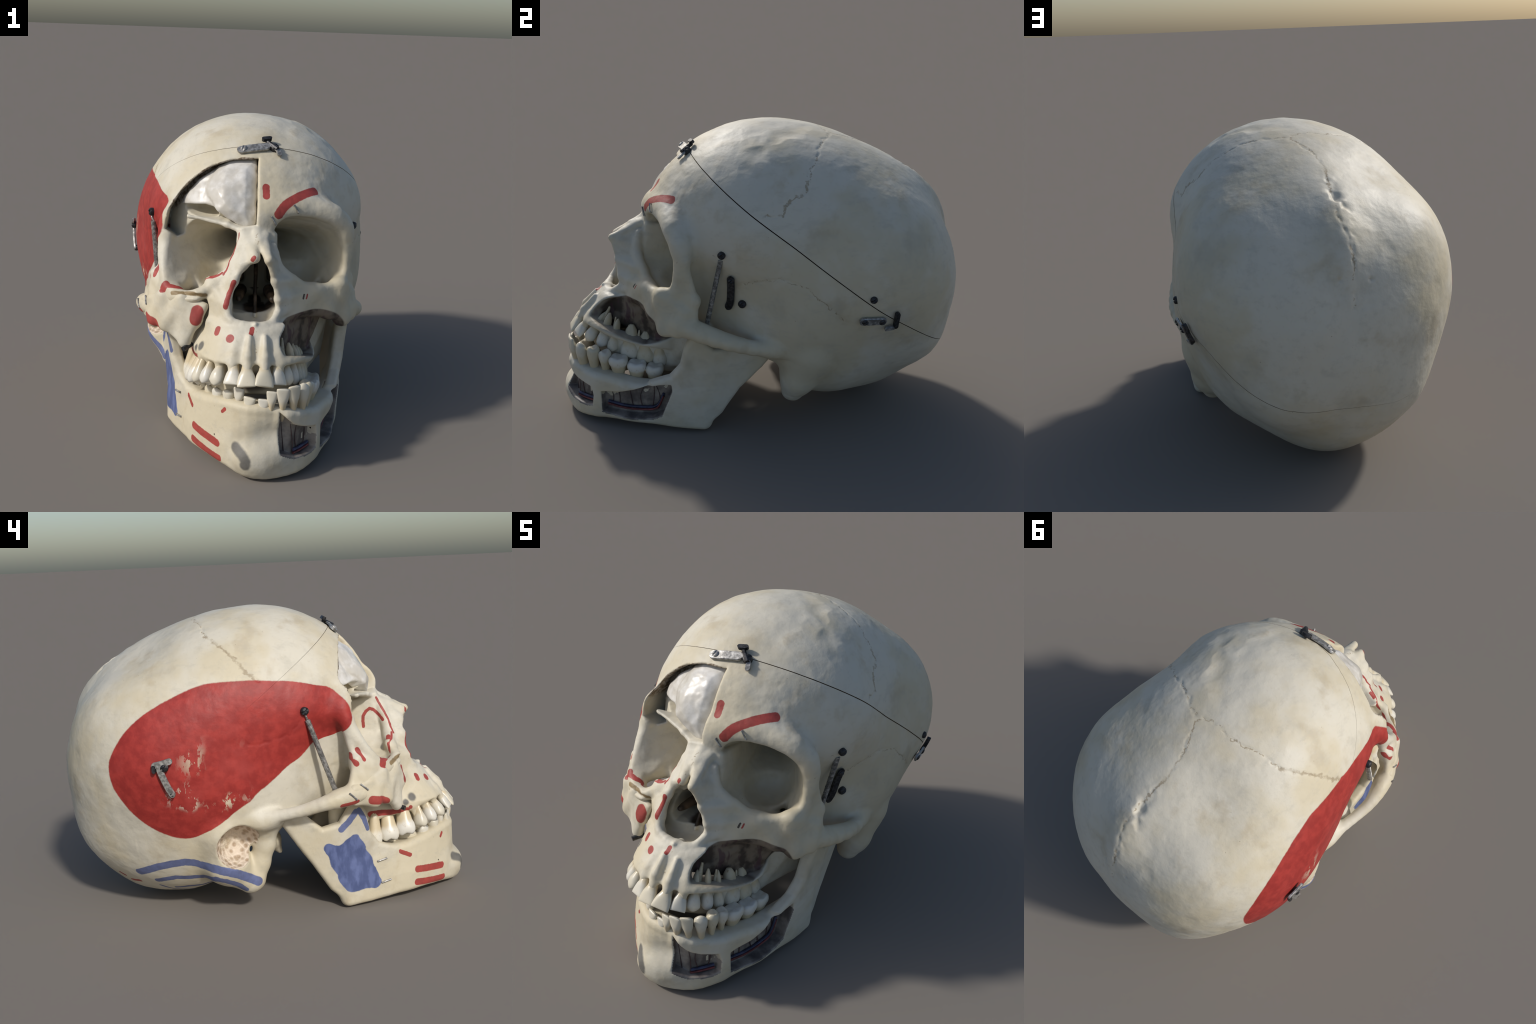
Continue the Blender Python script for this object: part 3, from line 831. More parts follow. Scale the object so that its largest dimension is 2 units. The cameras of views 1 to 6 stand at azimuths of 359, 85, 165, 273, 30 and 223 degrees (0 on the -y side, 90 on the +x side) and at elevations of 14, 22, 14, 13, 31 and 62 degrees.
def temporal_paint(m, P, W, col, height, tone):
    """the big red field on the right temple, rubbed through to the bone in the middle"""
    x, y, z = m.split(W)
    d = m.blob(y, z, TEMPORALIS)
    mask = m.math('MULTIPLY', m.step(d, .004, -.003), m.step(m.math('SUBTRACT', x, m.math('MULTIPLY', y, .45)), -.155, -.175))
    zz = m.math('ADD', z, m.math('MULTIPLY', m.math('ADD', y, .45), .16))
    mask = m.math('MULTIPLY', mask, m.math('MAXIMUM', m.step(m.blob(x, zz, SINUS_WINDOW), .0, .004), m.step(y, -.27, -.24)))
    mask = m.math('MULTIPLY', mask, m.step(m.ball(P, (-.20, -.43, .93), (.158, .115, .14)), .97, 1.0))
    stretch = m.vec('MULTIPLY', P, (1, 1.5, .8))
    worn = m.math('MULTIPLY', m.step(m.noise(15, 5, .7, v=stretch), .53, .56), m.step(m.noise(4.0, 2), .42, .52))
    zone = m.math('MAXIMUM', m.step(m.ball(P, (-.56, .20, .80), (.2, .20, .13)), 1.0, .4), m.step(m.ball(P, (-.56, .24, .64), (.2, .24, .10)), 1.0, .5))
    worn = m.math('MULTIPLY', worn, zone)
    red = m.mix(m.step(tone, .35, .7), (.275, .026, .022), (.37, .040, .032))
    red = m.mix(m.math('MULTIPLY', m.step(m.noise(5, 3), .5, .75), .6), red, (.40, .058, .05))
    return m.mix(m.math('MULTIPLY', mask, m.math('SUBTRACT', 1, m.math('MULTIPLY', worn, .9))), col, red), height


def braincase_extra(m, P, W, col, height, tone):
    col, height = temporal_paint(m, P, W, col, height, tone)
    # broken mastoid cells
    k = m.step(m.ball(W, (-.505, .115, .372), (.132, .110, .107)), 1.02, .98)
    cell = m.voronoi(38)
    c = m.mix(m.step(cell, .25, .6), (.40, .30, .21), (.68, .58, .47))
    col = m.mix(k, col, c)
    yel = m.step(m.stroke(W, [(-.42, .075, .42), (-.42, .05, .37)]), .013, .009)
    col = m.mix(m.math('MULTIPLY', yel, k), col, (.55, .32, .03))
    height = m.math('ADD', height, m.math('MULTIPLY', m.math('MULTIPLY', k, cell), 3))
    # edge and floor of the opened sinus
    x, y, z = m.split(W)
    zz = m.math('ADD', z, m.math('MULTIPLY', m.math('ADD', y, .45), .16))
    bd = m.blob(x, zz, SINUS_WINDOW)
    w = m.math('MULTIPLY', m.math('MULTIPLY', m.step(bd, .002, -.003), m.step(bd, -.05, -.03)), m.math('MULTIPLY', m.step(y, -.05, -.12), m.math('MULTIPLY', m.step(x, .034, .026), m.step(zz, 1.04, 1.08))))
    dip = m.mix(m.step(m.noise(55, 3), .4, .62), (.16, .115, .07), (.46, .40, .32))
    return m.mix(w, col, dip), height


def face_extra(m, P, W, col, height, tone):
    col, height = temporal_paint(m, P, W, col, height, tone)
    cavity_mottle = m.noise(12, 4)
    cav = m.mix(m.step(cavity_mottle, .4, .62), (.035, .025, .018), (.15, .105, .07))
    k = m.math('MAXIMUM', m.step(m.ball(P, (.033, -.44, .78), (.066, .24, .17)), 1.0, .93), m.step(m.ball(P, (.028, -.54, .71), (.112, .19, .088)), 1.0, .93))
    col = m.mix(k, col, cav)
    sin = m.mix(m.step(cavity_mottle, .4, .6), (.06, .045, .035), (.21, .165, .12))
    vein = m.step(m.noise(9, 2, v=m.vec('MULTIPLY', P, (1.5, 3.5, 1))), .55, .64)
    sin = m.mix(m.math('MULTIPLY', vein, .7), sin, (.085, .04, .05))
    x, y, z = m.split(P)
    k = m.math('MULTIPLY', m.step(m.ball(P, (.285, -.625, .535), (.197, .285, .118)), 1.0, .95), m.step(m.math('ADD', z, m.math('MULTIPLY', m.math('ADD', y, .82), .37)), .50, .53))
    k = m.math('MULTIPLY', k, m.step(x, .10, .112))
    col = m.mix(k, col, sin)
    # near-black brown area on the wall behind the teeth
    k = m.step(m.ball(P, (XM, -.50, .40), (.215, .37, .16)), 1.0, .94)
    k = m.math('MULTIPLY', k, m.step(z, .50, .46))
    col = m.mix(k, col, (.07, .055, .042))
    x, y, z = m.split(W)
    zz = m.math('ADD', z, m.math('MULTIPLY', m.math('ADD', y, .45), .16))
    bd = m.blob(x, zz, SINUS_WINDOW)
    w = m.math('MULTIPLY', m.math('MULTIPLY', m.step(bd, .002, -.003), m.step(bd, -.05, -.03)), m.math('MULTIPLY', m.step(y, -.05, -.12), m.math('MULTIPLY', m.step(x, .034, .026), m.step(zz, 1.04, 1.08))))
    dip = m.mix(m.step(m.noise(55, 3), .4, .62), (.16, .115, .07), (.46, .40, .32))
    return m.mix(w, col, dip), height


def mandible_extra(m, P, W, col, height, tone):
    x, y, z = m.split(W)
    mask = m.math('MULTIPLY', m.step(m.blob(y, z, MASSETER), .003, -.003), m.step(x, -.2, -.24))
    blue = m.mix(m.step(m.noise(16, 4, v=m.vec('MULTIPLY', P, (1, 2, .7))), .4, .65), (.075, .10, .22), (.125, .16, .32))
    return m.mix(mask, col, blue), height


def plain_material(name, colours, rough=.5, metal=0., scale=30, bump=.0, coat=0.):
    m = Nodes(name)
    n = m.noise(scale, 4, .6)
    m.put(m.bsdf.inputs['Base Color'], m.mix(m.step(n, .38, .66), *colours))
    m.bsdf.inputs['Metallic'].default_value = metal
    m.put(m.bsdf.inputs['Roughness'], m.math('ADD', rough - .08, m.math('MULTIPLY', n, .16)))
    m.bsdf.inputs['Coat Weight'].default_value = coat
    if bump:
        b = m.nt.nodes.new('ShaderNodeBump'); b.inputs['Strength'].default_value = bump; b.inputs['Distance'].default_value = .004
        m.put(b.inputs['Height'], m.noise(scale * 1.5, 4)); m.put(m.bsdf.inputs['Normal'], b.outputs[0])
    return m.mat


def tooth_material():
    """white crown, yellower root: object space z runs from biting edge (0) to root tip (1)"""
    m = Nodes('tooth_enamel')
    z = m.split(m.coord)[2]
    n = m.noise(3, 3)
    k = m.step(m.math('ADD', z, m.math('MULTIPLY', n, .25)), .42, .62)
    info = m.nt.nodes.new('ShaderNodeObjectInfo').outputs['Random']
    crown = m.mix(info, (.68, .66, .60), (.60, .54, .40))
    col = m.mix(k, crown, (.58, .49, .33))
    col = m.mix(m.math('MULTIPLY', m.step(m.noise(9, 3), .58, .75), .3), col, (.40, .30, .16))
    m.put(m.bsdf.inputs['Base Color'], col)
    m.bsdf.inputs['Roughness'].default_value = .32
    return m.mat
# ---------------------------------------------------------------- metal fittings and small parts
def new_object(name, me, parent=None, mat=None):
    ob = bpy.data.objects.new(name, me)
    bpy.context.scene.collection.objects.link(ob)
    if mat:
        me.materials.clear(); me.materials.append(mat)
    ob.parent = parent
    return ob


def bm_object(name, bm, parent, mat, smooth=True):
    me = bpy.data.meshes.new(name)
    bm.to_mesh(me); bm.free()
    if smooth:
        for p in me.polygons:
            p.use_smooth = True
        me.set_sharp_from_angle(angle=math.radians(40))
    return new_object(name, me, parent, mat)


def tube(name, pts, r, parent, mat, sides=8, smooth=4, taper=None):
    """round bar swept along a spline"""
    p = [Vector(q) for q in (spline(pts, smooth) if smooth > 1 and len(pts) > 2 else pts)]
    bm = bmesh.new(); rings = []
    up = Vector((0, 0, 1))
    for i, c in enumerate(p):
        t = (p[min(i + 1, len(p) - 1)] - p[max(i - 1, 0)]).normalized()
        a = t.cross(up if abs(t.dot(up)) < .95 else Vector((1, 0, 0))).normalized()
        b = t.cross(a)
        rr = r if taper is None else r * (1 + (taper - 1) * i / (len(p) - 1))
        rings.append([bm.verts.new(c + rr * (math.cos(2 * math.pi * k / sides) * a + math.sin(2 * math.pi * k / sides) * b)) for k in range(sides)])
    for x, y in zip(rings[:-1], rings[1:]):
        for k in range(sides):
            bm.faces.new((x[k], x[(k + 1) % sides], y[(k + 1) % sides], y[k]))
    bm.faces.new(rings[0][::-1]); bm.faces.new(rings[-1])
    bmesh.ops.recalc_face_normals(bm, faces=bm.faces)
    return bm_object(name, bm, parent, mat)


def strap(name, pts, normals, width, thick, parent, mat, holes=()):
    """bent metal strip with round ends through points that lie on the bone"""
    P = [Vector(p) for p in pts]; N = [Vector(n).normalized() for n in normals]
    L = [0]
    for a, b in zip(P[:-1], P[1:]):
        L.append(L[-1] + (b - a).length)
    tot = L[-1]; bm = bmesh.new(); rings = []
    st = np.concatenate([np.linspace(0, .12, 6) ** 1, np.linspace(.2, .8, 7), np.linspace(.88, 1, 6)])
    for u in st:
        d = u * tot
        i = max(k for k in range(len(L) - 1) if L[k] <= d + 1e-9)
        f = (d - L[i]) / (L[i + 1] - L[i])
        c = P[i].lerp(P[i + 1], f); n = N[i].lerp(N[i + 1], f).normalized()
        t = (P[i + 1] - P[i]).normalized(); w = t.cross(n).normalized()
        e = min(d, tot - d); R = width / 2
        hw = R if e >= R else math.sqrt(max(R * R - (R - e) ** 2, (.15 * R) ** 2))
        rings.append([bm.verts.new(c + w * (sx * hw) + n * (thick * sz)) for sx, sz in ((-1, 0), (-1, .7), (-.85, 1), (.85, 1), (1, .7), (1, 0))])
    for a, b in zip(rings[:-1], rings[1:]):
        for k in range(6):
            bm.faces.new((a[k], a[(k + 1) % 6], b[(k + 1) % 6], b[k]))
    bm.faces.new(rings[0][::-1]); bm.faces.new(rings[-1])
    bmesh.ops.recalc_face_normals(bm, faces=bm.faces)
    return bm_object(name, bm, parent, mat)


def screw_mesh():
    """domed screw head, unit radius, with a sawn slot"""
    bm = bmesh.new(); n = 24
    prof = [(1, -.6), (1, .15), (.92, .35), (.7, .55), (.35, .66)]
    rings = [[bm.verts.new((r * math.cos(2 * math.pi * k / n), r * math.sin(2 * math.pi * k / n), z - (.28 if z > .3 and abs(math.sin(2 * math.pi * k / n)) * r < .2 else 0))) for k in range(n)] for r, z in prof]
    for a, b in zip(rings[:-1], rings[1:]):
        for k in range(n):
            bm.faces.new((a[k], a[(k + 1) % n], b[(k + 1) % n], b[k]))
    c = bm.verts.new((0, 0, .38))
    for k in range(n):
        bm.faces.new((rings[-1][k], rings[-1][(k + 1) % n], c))
    me = bpy.data.meshes.new('screw'); bm.to_mesh(me); bm.free()
    for p in me.polygons:
        p.use_smooth = True
    me.set_sharp_from_angle(angle=math.radians(35))
    return me


def coil(name, a, b, r, wire, turns, parent, mat):
    a, b = Vector(a), Vector(b)
    ax = (b - a).normalized(); u = ax.orthogonal().normalized(); v = ax.cross(u)
    n = int(turns * 9)
    pts = []
    for i in range(n + 1):
        t = i / n; w = 2 * math.pi * turns * t
        pts.append(tuple(a.lerp(b, t) + r * (math.cos(w) * u + math.sin(w) * v)))
    return tube(name, pts, wire, parent, mat, sides=5, smooth=1)


def fittings(root, steel, dark, snap_c, normal_c, snap_m, normal_m):
    """snap_*: put a point on the bone; normal_*: outward normal there"""
    head = screw_mesh(); head.materials.append(steel)
    head_dark = head.copy(); head_dark.materials.clear(); head_dark.materials.append(dark)

    def screw(p, r, me=head, lift=.0, turn=.6, snap=snap_c, nrm=normal_c, parent=root):
        q = snap(p); n = Vector(nrm(q))
        ob = bpy.data.objects.new('screw', me); bpy.context.scene.collection.objects.link(ob)
        M = n.to_track_quat('Z', 'Y').to_matrix().to_4x4() @ Matrix.Rotation(turn, 4, 'Z')
        ob.matrix_world = Matrix.Translation(Vector(q) + n * lift) @ M @ Matrix.Diagonal((r, r, r, 1))
        ob.parent = parent

    def lay(pts, lift):
        out, nn = [], []
        for p in pts:
            q = snap_c(p); n = normal_c(q)
            out.append(tuple(Vector(q) + Vector(n) * lift)); nn.append(n)
        return out, nn
    # brow latch
    p, n = lay([(-.065, -.355, 1.318), (.0, -.35, 1.33), (.085, -.335, 1.342)], .008)
    strap('latch_plate', p, n, .042, .011, root, steel)
    screw((-.035, -.35, 1.322), .016, lift=.016, turn=1.4)
    screw((.105, -.335, 1.34), .021, head_dark, .010)
    p, n = lay([(.085, -.33, 1.345), (.12, -.345, 1.322), (.127, -.365, 1.292)], .010)
    strap('latch_hook', p, n, .022, .010, root, steel)
    p, n = lay([(.045, -.305, 1.352), (.09, -.295, 1.36)], .014)
    strap('latch_hook', p, n, .022, .016, root, dark)
    tube('latch_pin', [tuple(Vector(snap_c((.07, -.30, 1.36))) + Vector((0, -.012, .006))), tuple(Vector(snap_c((.12, -.34, 1.33))) + Vector((0, -.022, .012)))], .010, root, dark)
    # left latch
    p, n = lay([(.61, .43, .655), (.607, .48, .655), (.60, .555, .652)], .010)
    strap('latch_plate', p, n, .040, .010, root, steel)
    screw((.61, .455, .655), .016, head_dark, .016)
    screw((.60, .535, .65), .016, head_dark, .016)
    p, n = lay([(.592, .60, .70), (.583, .60, .655), (.575, .604, .605)], .010)
    strap('latch_hook', p, n, .022, .018, root, dark)
    p, n = lay([(.575, .60, .608), (.587, .55, .604)], .012)
    strap('latch_hook', p, n, .022, .014, root, steel)
    screw((.615, .49, .764), .017, head_dark, .002)
    # right latch
    p, n = lay([(-.605, .478, .795), (-.603, .43, .805), (-.60, .388, .818)], .014)
    strap('latch_plate', p, n, .03, .010, root, steel)
    p, n = lay([(-.604, .45, .795), (-.603, .435, .75), (-.598, .415, .70), (-.593, .392, .655)], .012)
    strap('latch_plate', p, n, .03, .010, root, steel)
    p, n = lay([(-.605, .47, .80), (-.605, .468, .765)], .012)
    strap('latch_hook', p, n, .02, .014, root, dark)
    screw((-.604, .424, .787), .019, head_dark, .016)
    screw((-.594, .40, .666), .016, head_dark, .012)
    # springs that hold the jaw
    screw((-.462, -.199, .992), .019, head_dark, .012)
    tube('spring_hook', [tuple(snap_c((-.462, -.199, .985))), (-.465, -.206, .968), (-.452, -.214, .945)], .005, root, steel)
    coil('spring', (-.456, -.212, .950), (-.412, -.335, .60), .0105, .0032, 62, root, steel)
    screw((.49, -.18, .955), .018, head_dark, .010)
    coil('spring', (.485, -.19, .925), (.43, -.262, .565), .0095, .003, 58, root, steel)
    p, n = lay([(.476, -.14, .85), (.46, -.14, .78), (.442, -.141, .701), (.427, -.156, .66)], .008)
    strap('spring_plate', p, n, .036, .010, root, dark)
    screw((.47, -.14, .825), .015, head_dark, .016)
    screw((.467, -.09, .699), .019, head_dark, .006)
    # staples and wires
    for a, b in (((-.479, -.449, .656), (-.473, -.486, .617)), ((-.505, -.392, .614), (-.5, -.429, .577)), ((.094, -.55, 1.058), (.115, -.54, 1.018)), ((.196, -.511, 1.106), (.216, -.51, 1.069))):
        a, b = snap_c(a), snap_c(b); n = Vector(normal_c(a)) * .007
        tube('staple', [tuple(Vector(a) - n), tuple(Vector(a) + n), tuple(Vector(b) + n), tuple(Vector(b) - n)], .0042, root, steel, 6, 1)
    for a, b in (((-.326, -.536, .223), (-.304, -.582, .231)), ((-.311, -.552, .112), (-.288, -.598, .12))):
        a, b = snap_m(a), snap_m(b); n = Vector(normal_m(a)) * .006
        tube('staple', [tuple(Vector(a) - n), tuple(Vector(a) + n), tuple(Vector(b) + n), tuple(Vector(b) - n)], .0045, root, steel, 6, 1)
    # dark peg under the cheek flap
    tube('peg', [(-.245, -.62, .482), (-.276, -.668, .474)], .012, root, dark, 10, 1)


def canal_vessels(parent, red, blue, dark):
    """nerve and vessels lying in the sawn-open canal of the left jaw"""
    def at(s, z, depth):
        i = int(np.clip(np.searchsorted(JAW_LEN, s) - 1, 0, len(JAW_ARC) - 2))
        f = (s - JAW_LEN[i]) / (JAW_LEN[i + 1] - JAW_LEN[i])
        p = JAW_ARC[i] * (1 - f) + JAW_ARC[i + 1] * f
        t = JAW_ARC[i + 1] - JAW_ARC[i]; t = t / np.linalg.norm(t)
        return from_mandible((p[0] - t[1] * depth, p[1] + t[0] * depth, z))
    rng = random.Random(4)
    for mat, z, dep, r in ((blue, .118, .028, .0065), (red, .106, .024, .005)):
        tube('canal_vessel', [at(.10, z + .004, dep), at(.16, z, dep), at(.22, z + .006, dep)], r, parent, mat)
        tube('canal_vessel', [at(.31, z + .002, dep), at(.40, z - .012, dep), at(.50, z - .012, dep), at(.565, z + .002, dep), at(.60, z + .07, dep)], r, parent, mat)
    for s0, top in [(.06, .25), (.10, .24), (.15, .23), (.19, .21), (.33, .20), (.37, .21), (.44, .22), (.49, .23), (.54, .23), (.57, .24)]:
        z0 = .11 if s0 < .25 else .10
        tube('canal_vessel', [at(s0, z0, .031), at(s0 + rng.uniform(-.015, .015), (z0 + top) / 2, .034), at(s0 + rng.uniform(-.02, .02), top, .034)], .0026, parent, dark, 6, 4, .5)
# ---------------------------------------------------------------- marks
# (colour, radius, control points near the surface); points are snapped to the bone below
CRANIUM_MARKS = [
    ('red', .0135, [(-.41, -.406, .772), (-.453, -.431, .738)]), ('red', .0118, [(-.407, -.435, .797), (-.422, -.464, .752)]),
    ('red', .021, [(-.366, -.556, .735), (-.372, -.55, .716)]), ('red', .0125, [(-.351, -.567, .735), (-.317, -.574, .732), (-.268, -.56, .735)]), ('red', .0065, [(-.268, -.57, .738), (-.219, -.58, .755), (-.154, -.618, .792), (-.115, -.623, .815)]),
    ('red', .0062, [(-.044, -.555, .979), (-.058, -.584, .925), (-.074, -.605, .885), (-.108, -.634, .813)]), ('red', .008, [(-.057, -.491, .837), (-.055, -.49, .89), (-.055, -.523, .927), (-.055, -.56, .902), (-.078, -.584, .872)]),
    ('red', .0115, [(-.14, -.604, .802), (-.16, -.60, .79)]), ('red', .0125, [(-.062, -.709, .796), (-.083, -.702, .745), (-.095, -.721, .691)]), ('red', .0105, [(.014, -.722, .918), (.005, -.72, .901)]),
    ('red', .0105, [(.021, -.794, .623), (.022, -.807, .612)]), ('red', .0145, [(-.124, -.74, .596), (-.126, -.745, .581)]), ('red', .0195, [(-.068, -.79, .57)]),
    ('red', .029, [(-.221, -.682, .656), (-.227, -.685, .618)]), ('red', .021, [(-.455, -.50, .567), (-.42, -.53, .557), (-.385, -.565, .548)]), ('red', .013, [(-.505, -.36, .56), (-.50, -.40, .562), (-.494, -.432, .566)]),
    ('red', .0155, [(-.251, -.506, .439), (-.249, -.561, .445), (-.239, -.613, .443), (-.214, -.685, .448)]), ('red', .011, [(-.205, -.70, .462)]),
    ('grey', .023, [(-.198, -.711, .508)]), ('grey', .017, [(-.225, -.68, .49)]), ('brown', .0105, [(-.335, -.60, .712), (-.262, -.627, .72), (-.224, -.645, .725), (-.185, -.65, .718)]),
    ('red', .0165, [(.068, -.472, 1.175), (.071, -.501, 1.138)]), ('red', .0215, [(.128, -.541, 1.067), (.15, -.525, 1.098), (.18, -.504, 1.123), (.237, -.457, 1.146), (.29, -.406, 1.151)]),
    ('dark', .0045, [(.253, -.60, .722), (.25, -.61, .705)]), ('red', .0036, [(.27, -.60, .724), (.267, -.61, .705)]),
    ('blue', .0225, [(-.389, .61, .232), (-.446, .507, .273), (-.47, .382, .301), (-.464, .304, .284), (-.50, .219, .274), (-.50, .124, .236), (-.417, .043, .173)]),
    ('blue', .0165, [(-.373, .529, .183), (-.41, .436, .208), (-.403, .315, .208), (-.49, .224, .226), (-.48, .158, .191), (-.421, .104, .146)]),
    ('blue', .0125, [(-.322, .447, .13), (-.336, .388, .139), (-.316, .281, .145)]), ('blue', .009, [(-.327, .524, .142), (-.282, .459, .106), (-.27, .36, .10)]),
    ('red', .0125, [(-.291, .724, .197), (-.292, .704, .186)]), ('red', .014, [(-.278, .667, .154), (-.306, .63, .159)])]
SUTURES = [
    (.006, [(.064, .346, 1.4), (-.023, .317, 1.408), (-.087, .327, 1.398), (-.155, .303, 1.391), (-.251, .268, 1.366), (-.323, .248, 1.33)]),
    (.016, [(-.323, .248, 1.33), (-.375, .193, 1.299), (-.43, .11, 1.23), (-.471, .05, 1.172), (-.48, .0, 1.14)]),
    (.006, [(.064, .346, 1.4), (.125, .338, 1.397), (.22, .295, 1.385), (.307, .266, 1.36), (.405, .218, 1.295)]),
    (.010, [(.405, .218, 1.295), (.463, .197, 1.23), (.481, .146, 1.206), (.496, .105, 1.181), (.518, .088, 1.137), (.513, -.005, 1.138)]),
    (.007, [(.064, .346, 1.4), (.047, .406, 1.381), (.018, .465, 1.359), (.001, .52, 1.335), (-.007, .612, 1.289)]),
    (.011, [(-.007, .612, 1.289), (.005, .706, 1.235), (.013, .781, 1.181), (.011, .854, 1.117), (-.007, .903, 1.058), (-.008, .955, .946)]),
    (.005, [(-.008, .955, .946), (.004, .971, .868), (.001, .98, .796)]),
    (.005, [(-.542, .065, .868), (-.527, 0, .858), (-.5, -.094, .873), (-.485, -.142, .888), (-.476, -.172, .943)]),
    (.006, [(.484, -.085, .807), (.522, .004, .837), (.549, .072, .851), (.577, .17, .827), (.591, .23, .777), (.607, .331, .692), (.605, .364, .639)]),
    (.005, [(.484, -.385, .925), (.431, -.316, .898), (.476, -.205, .939)]),
    (.005, [(.041, -.80, .61), (.041, -.84, .55), (.041, -.89, .49)])]
MANDIBLE_MARKS = [
    ('red', .011, [(-.222, -.602, .257), (-.248, -.648, .247), (-.228, -.696, .222)]), ('red', .018, [(-.209, -.729, .142), (-.16, -.799, .133), (-.116, -.87, .126)]), ('red', .018, [(-.211, -.726, .078), (-.156, -.805, .066), (-.109, -.879, .059)]),
    ('red', .0085, [(-.091, -.88, .285), (-.105, -.877, .274)]), ('dark', .0042, [(-.128, -.852, .157)]), ('blue', .0165, [(-.39, -.357, .411), (-.385, -.391, .443), (-.38, -.428, .491)]), ('blue', .0135, [(-.38, -.442, .499), (-.365, -.469, .452), (-.35, -.49, .40)]),
    ('grey', .024, [(-.042, -.946, .148), (-.013, -.982, .131), (.007, -.999, .103), (.003, -1.0, .083)])]


def make_snap(field):
    def normal(p):
        p = np.array([p], float); e = .004
        q = np.concatenate([p + s * e * np.eye(3)[i] for i in range(3) for s in (1, -1)])
        f = field(q); g = np.array([f[0] - f[1], f[2] - f[3], f[4] - f[5]], float)
        return tuple(g / (np.linalg.norm(g) + 1e-9))

    def snap(p):
        p = np.array(p, float)
        for _ in range(5):
            p = p - np.array(normal(p)) * float(field(p[None])[0]) * .9
        return tuple(float(v) for v in p)
    return snap, normal


def snapped(marks, snap):
    return [(c, r, [snap(p) for p in (spline(pts, 2) if len(pts) > 3 else pts)]) for c, r, pts in marks]


def near(marks, V, margin=.03):
    lo, hi = V.min(0) - margin, V.max(0) + margin
    return [m for m in marks if (np.array(m[2]).max(0) > lo).all() and (np.array(m[2]).min(0) < hi).all()]


def line_distance(P, pts):
    d = np.full(len(P), 1e9)
    for a, b in zip(pts[:-1], pts[1:]):
        a, b = np.array(a), np.array(b); ab = b - a
        t = np.clip(((P - a) @ ab) / (ab @ ab), 0, 1)
        d = np.minimum(d, np.linalg.norm(P - a - t[:, None] * ab, axis=1))
    return d


def weather(V, N, sutures):
    """dents, suture grooves, pores: small pushes along the normal"""
    Vf = V.astype(F32)
    x, y, z = V.T
    h = .0010 * fbm(Vf, 22, 11, 3) * (1 + .8 * (y < -.3)) + .0022 * fbm(Vf, 5, 31, 2)
    dome = braincase(Vf) > -.02
    # hammered look of the frontal and the left parietal
    g = np.exp(-(((x - .24) / .22) ** 2 + ((y - .03) / .30) ** 2 + ((z - 1.36) / .16) ** 2))
    dent = np.clip(fbm(Vf, 6.5, 77, 2) - .0, 0, 1)
    h = h - .021 * g * dent
    g = np.exp(-(((x + .10) / .25) ** 2 + ((y - .95) / .18) ** 2 + ((z - .95) / .22) ** 2))
    h = h - .007 * g * np.clip(fbm(Vf, 11, 41, 2), 0, 1)
    # ruffled sagittal suture
    g = np.exp(-((x - .0) / .07) ** 2 - ((y - .80) / .13) ** 2 - ((z - 1.15) / .14) ** 2)
    h = h + g * (.010 - .022 * np.clip(fbm(Vf, 20, 51, 2), 0, 1) * np.exp(-(x / .045) ** 2))
    zig = V + np.stack([fbm(Vf, 30, s, 2) for s in (61, 62, 63)], -1) * .011
    for r, pts in sutures:
        lo, hi = np.min(pts, 0) - .05, np.max(pts, 0) + .05
        i = np.nonzero(((V > lo) & (V < hi)).all(1))[0]
        d = line_distance(zig[i], pts)
        h[i] -= .0028 * np.exp(-(d / .006) ** 2)
    # nuchal lines low on the back
    g = np.exp(-((z - .33) / .07) ** 2) * (y > .6)
    h = h + g * .005 * lattice((Vf * np.array([16, 3, 5], F32)), 91)
    for p in ((.051, .957, .911), (-.078, .957, .901)):
        d = np.linalg.norm(V - np.array(p), axis=1)
        h = h - .010 * np.exp(-(d / .008) ** 2)
    return V + N * h[:, None]


def mesh_object(name, V, faces, mat, parent, normals=None):
    me = bpy.data.meshes.new(name)
    me.from_pydata(V.tolist(), [], faces.tolist() if hasattr(faces, 'tolist') else faces)
    me.polygons.foreach_set('use_smooth', [True] * len(me.polygons))
    me.update()
    if normals is not None:
        me.normals_split_custom_set_from_vertices([tuple(n) for n in normals])
    return new_object(name, me, parent, mat)


def saw(V, Q, n, c, keep_above):
    """cut a quad mesh with a plane; returns vertices, polygons and the rim the saw left"""
    s = V @ n - c
    if not keep_above:
        s = -s
    fs = s[Q]
    whole = Q[(fs >= 0).all(1)]
    part = Q[(fs.max(1) > 0) & (fs.min(1) < 0)]
    verts = list(V); cutv = {}; faces = [tuple(int(i) for i in q) for q in whole]; rim = []

    def cross(i, j):
        k = (min(i, j), max(i, j))
        if k not in cutv:
            t = s[i] / (s[i] - s[j])
            cutv[k] = len(verts); verts.append(V[i] + t * (V[j] - V[i]))
        return cutv[k]
    for q in part:
        out, cs = [], []
        for a in range(4):
            i, j = int(q[a]), int(q[(a + 1) % 4])
            if s[i] >= 0:
                out.append(i)
            if (s[i] >= 0) != (s[j] >= 0):
                x = cross(i, j); out.append(x); cs.append(x)
        if len(out) >= 3:
            faces.append(tuple(out))
        if len(cs) == 2:
            rim.append(tuple(cs))
    return np.array(verts), faces, rim


def compact(V, faces, N):
    used = np.unique(np.concatenate([np.array(f) for f in faces]))
    m = np.full(len(V), -1); m[used] = np.arange(len(used))
    return V[used], [tuple(int(m[i]) for i in f) for f in faces], N[used]


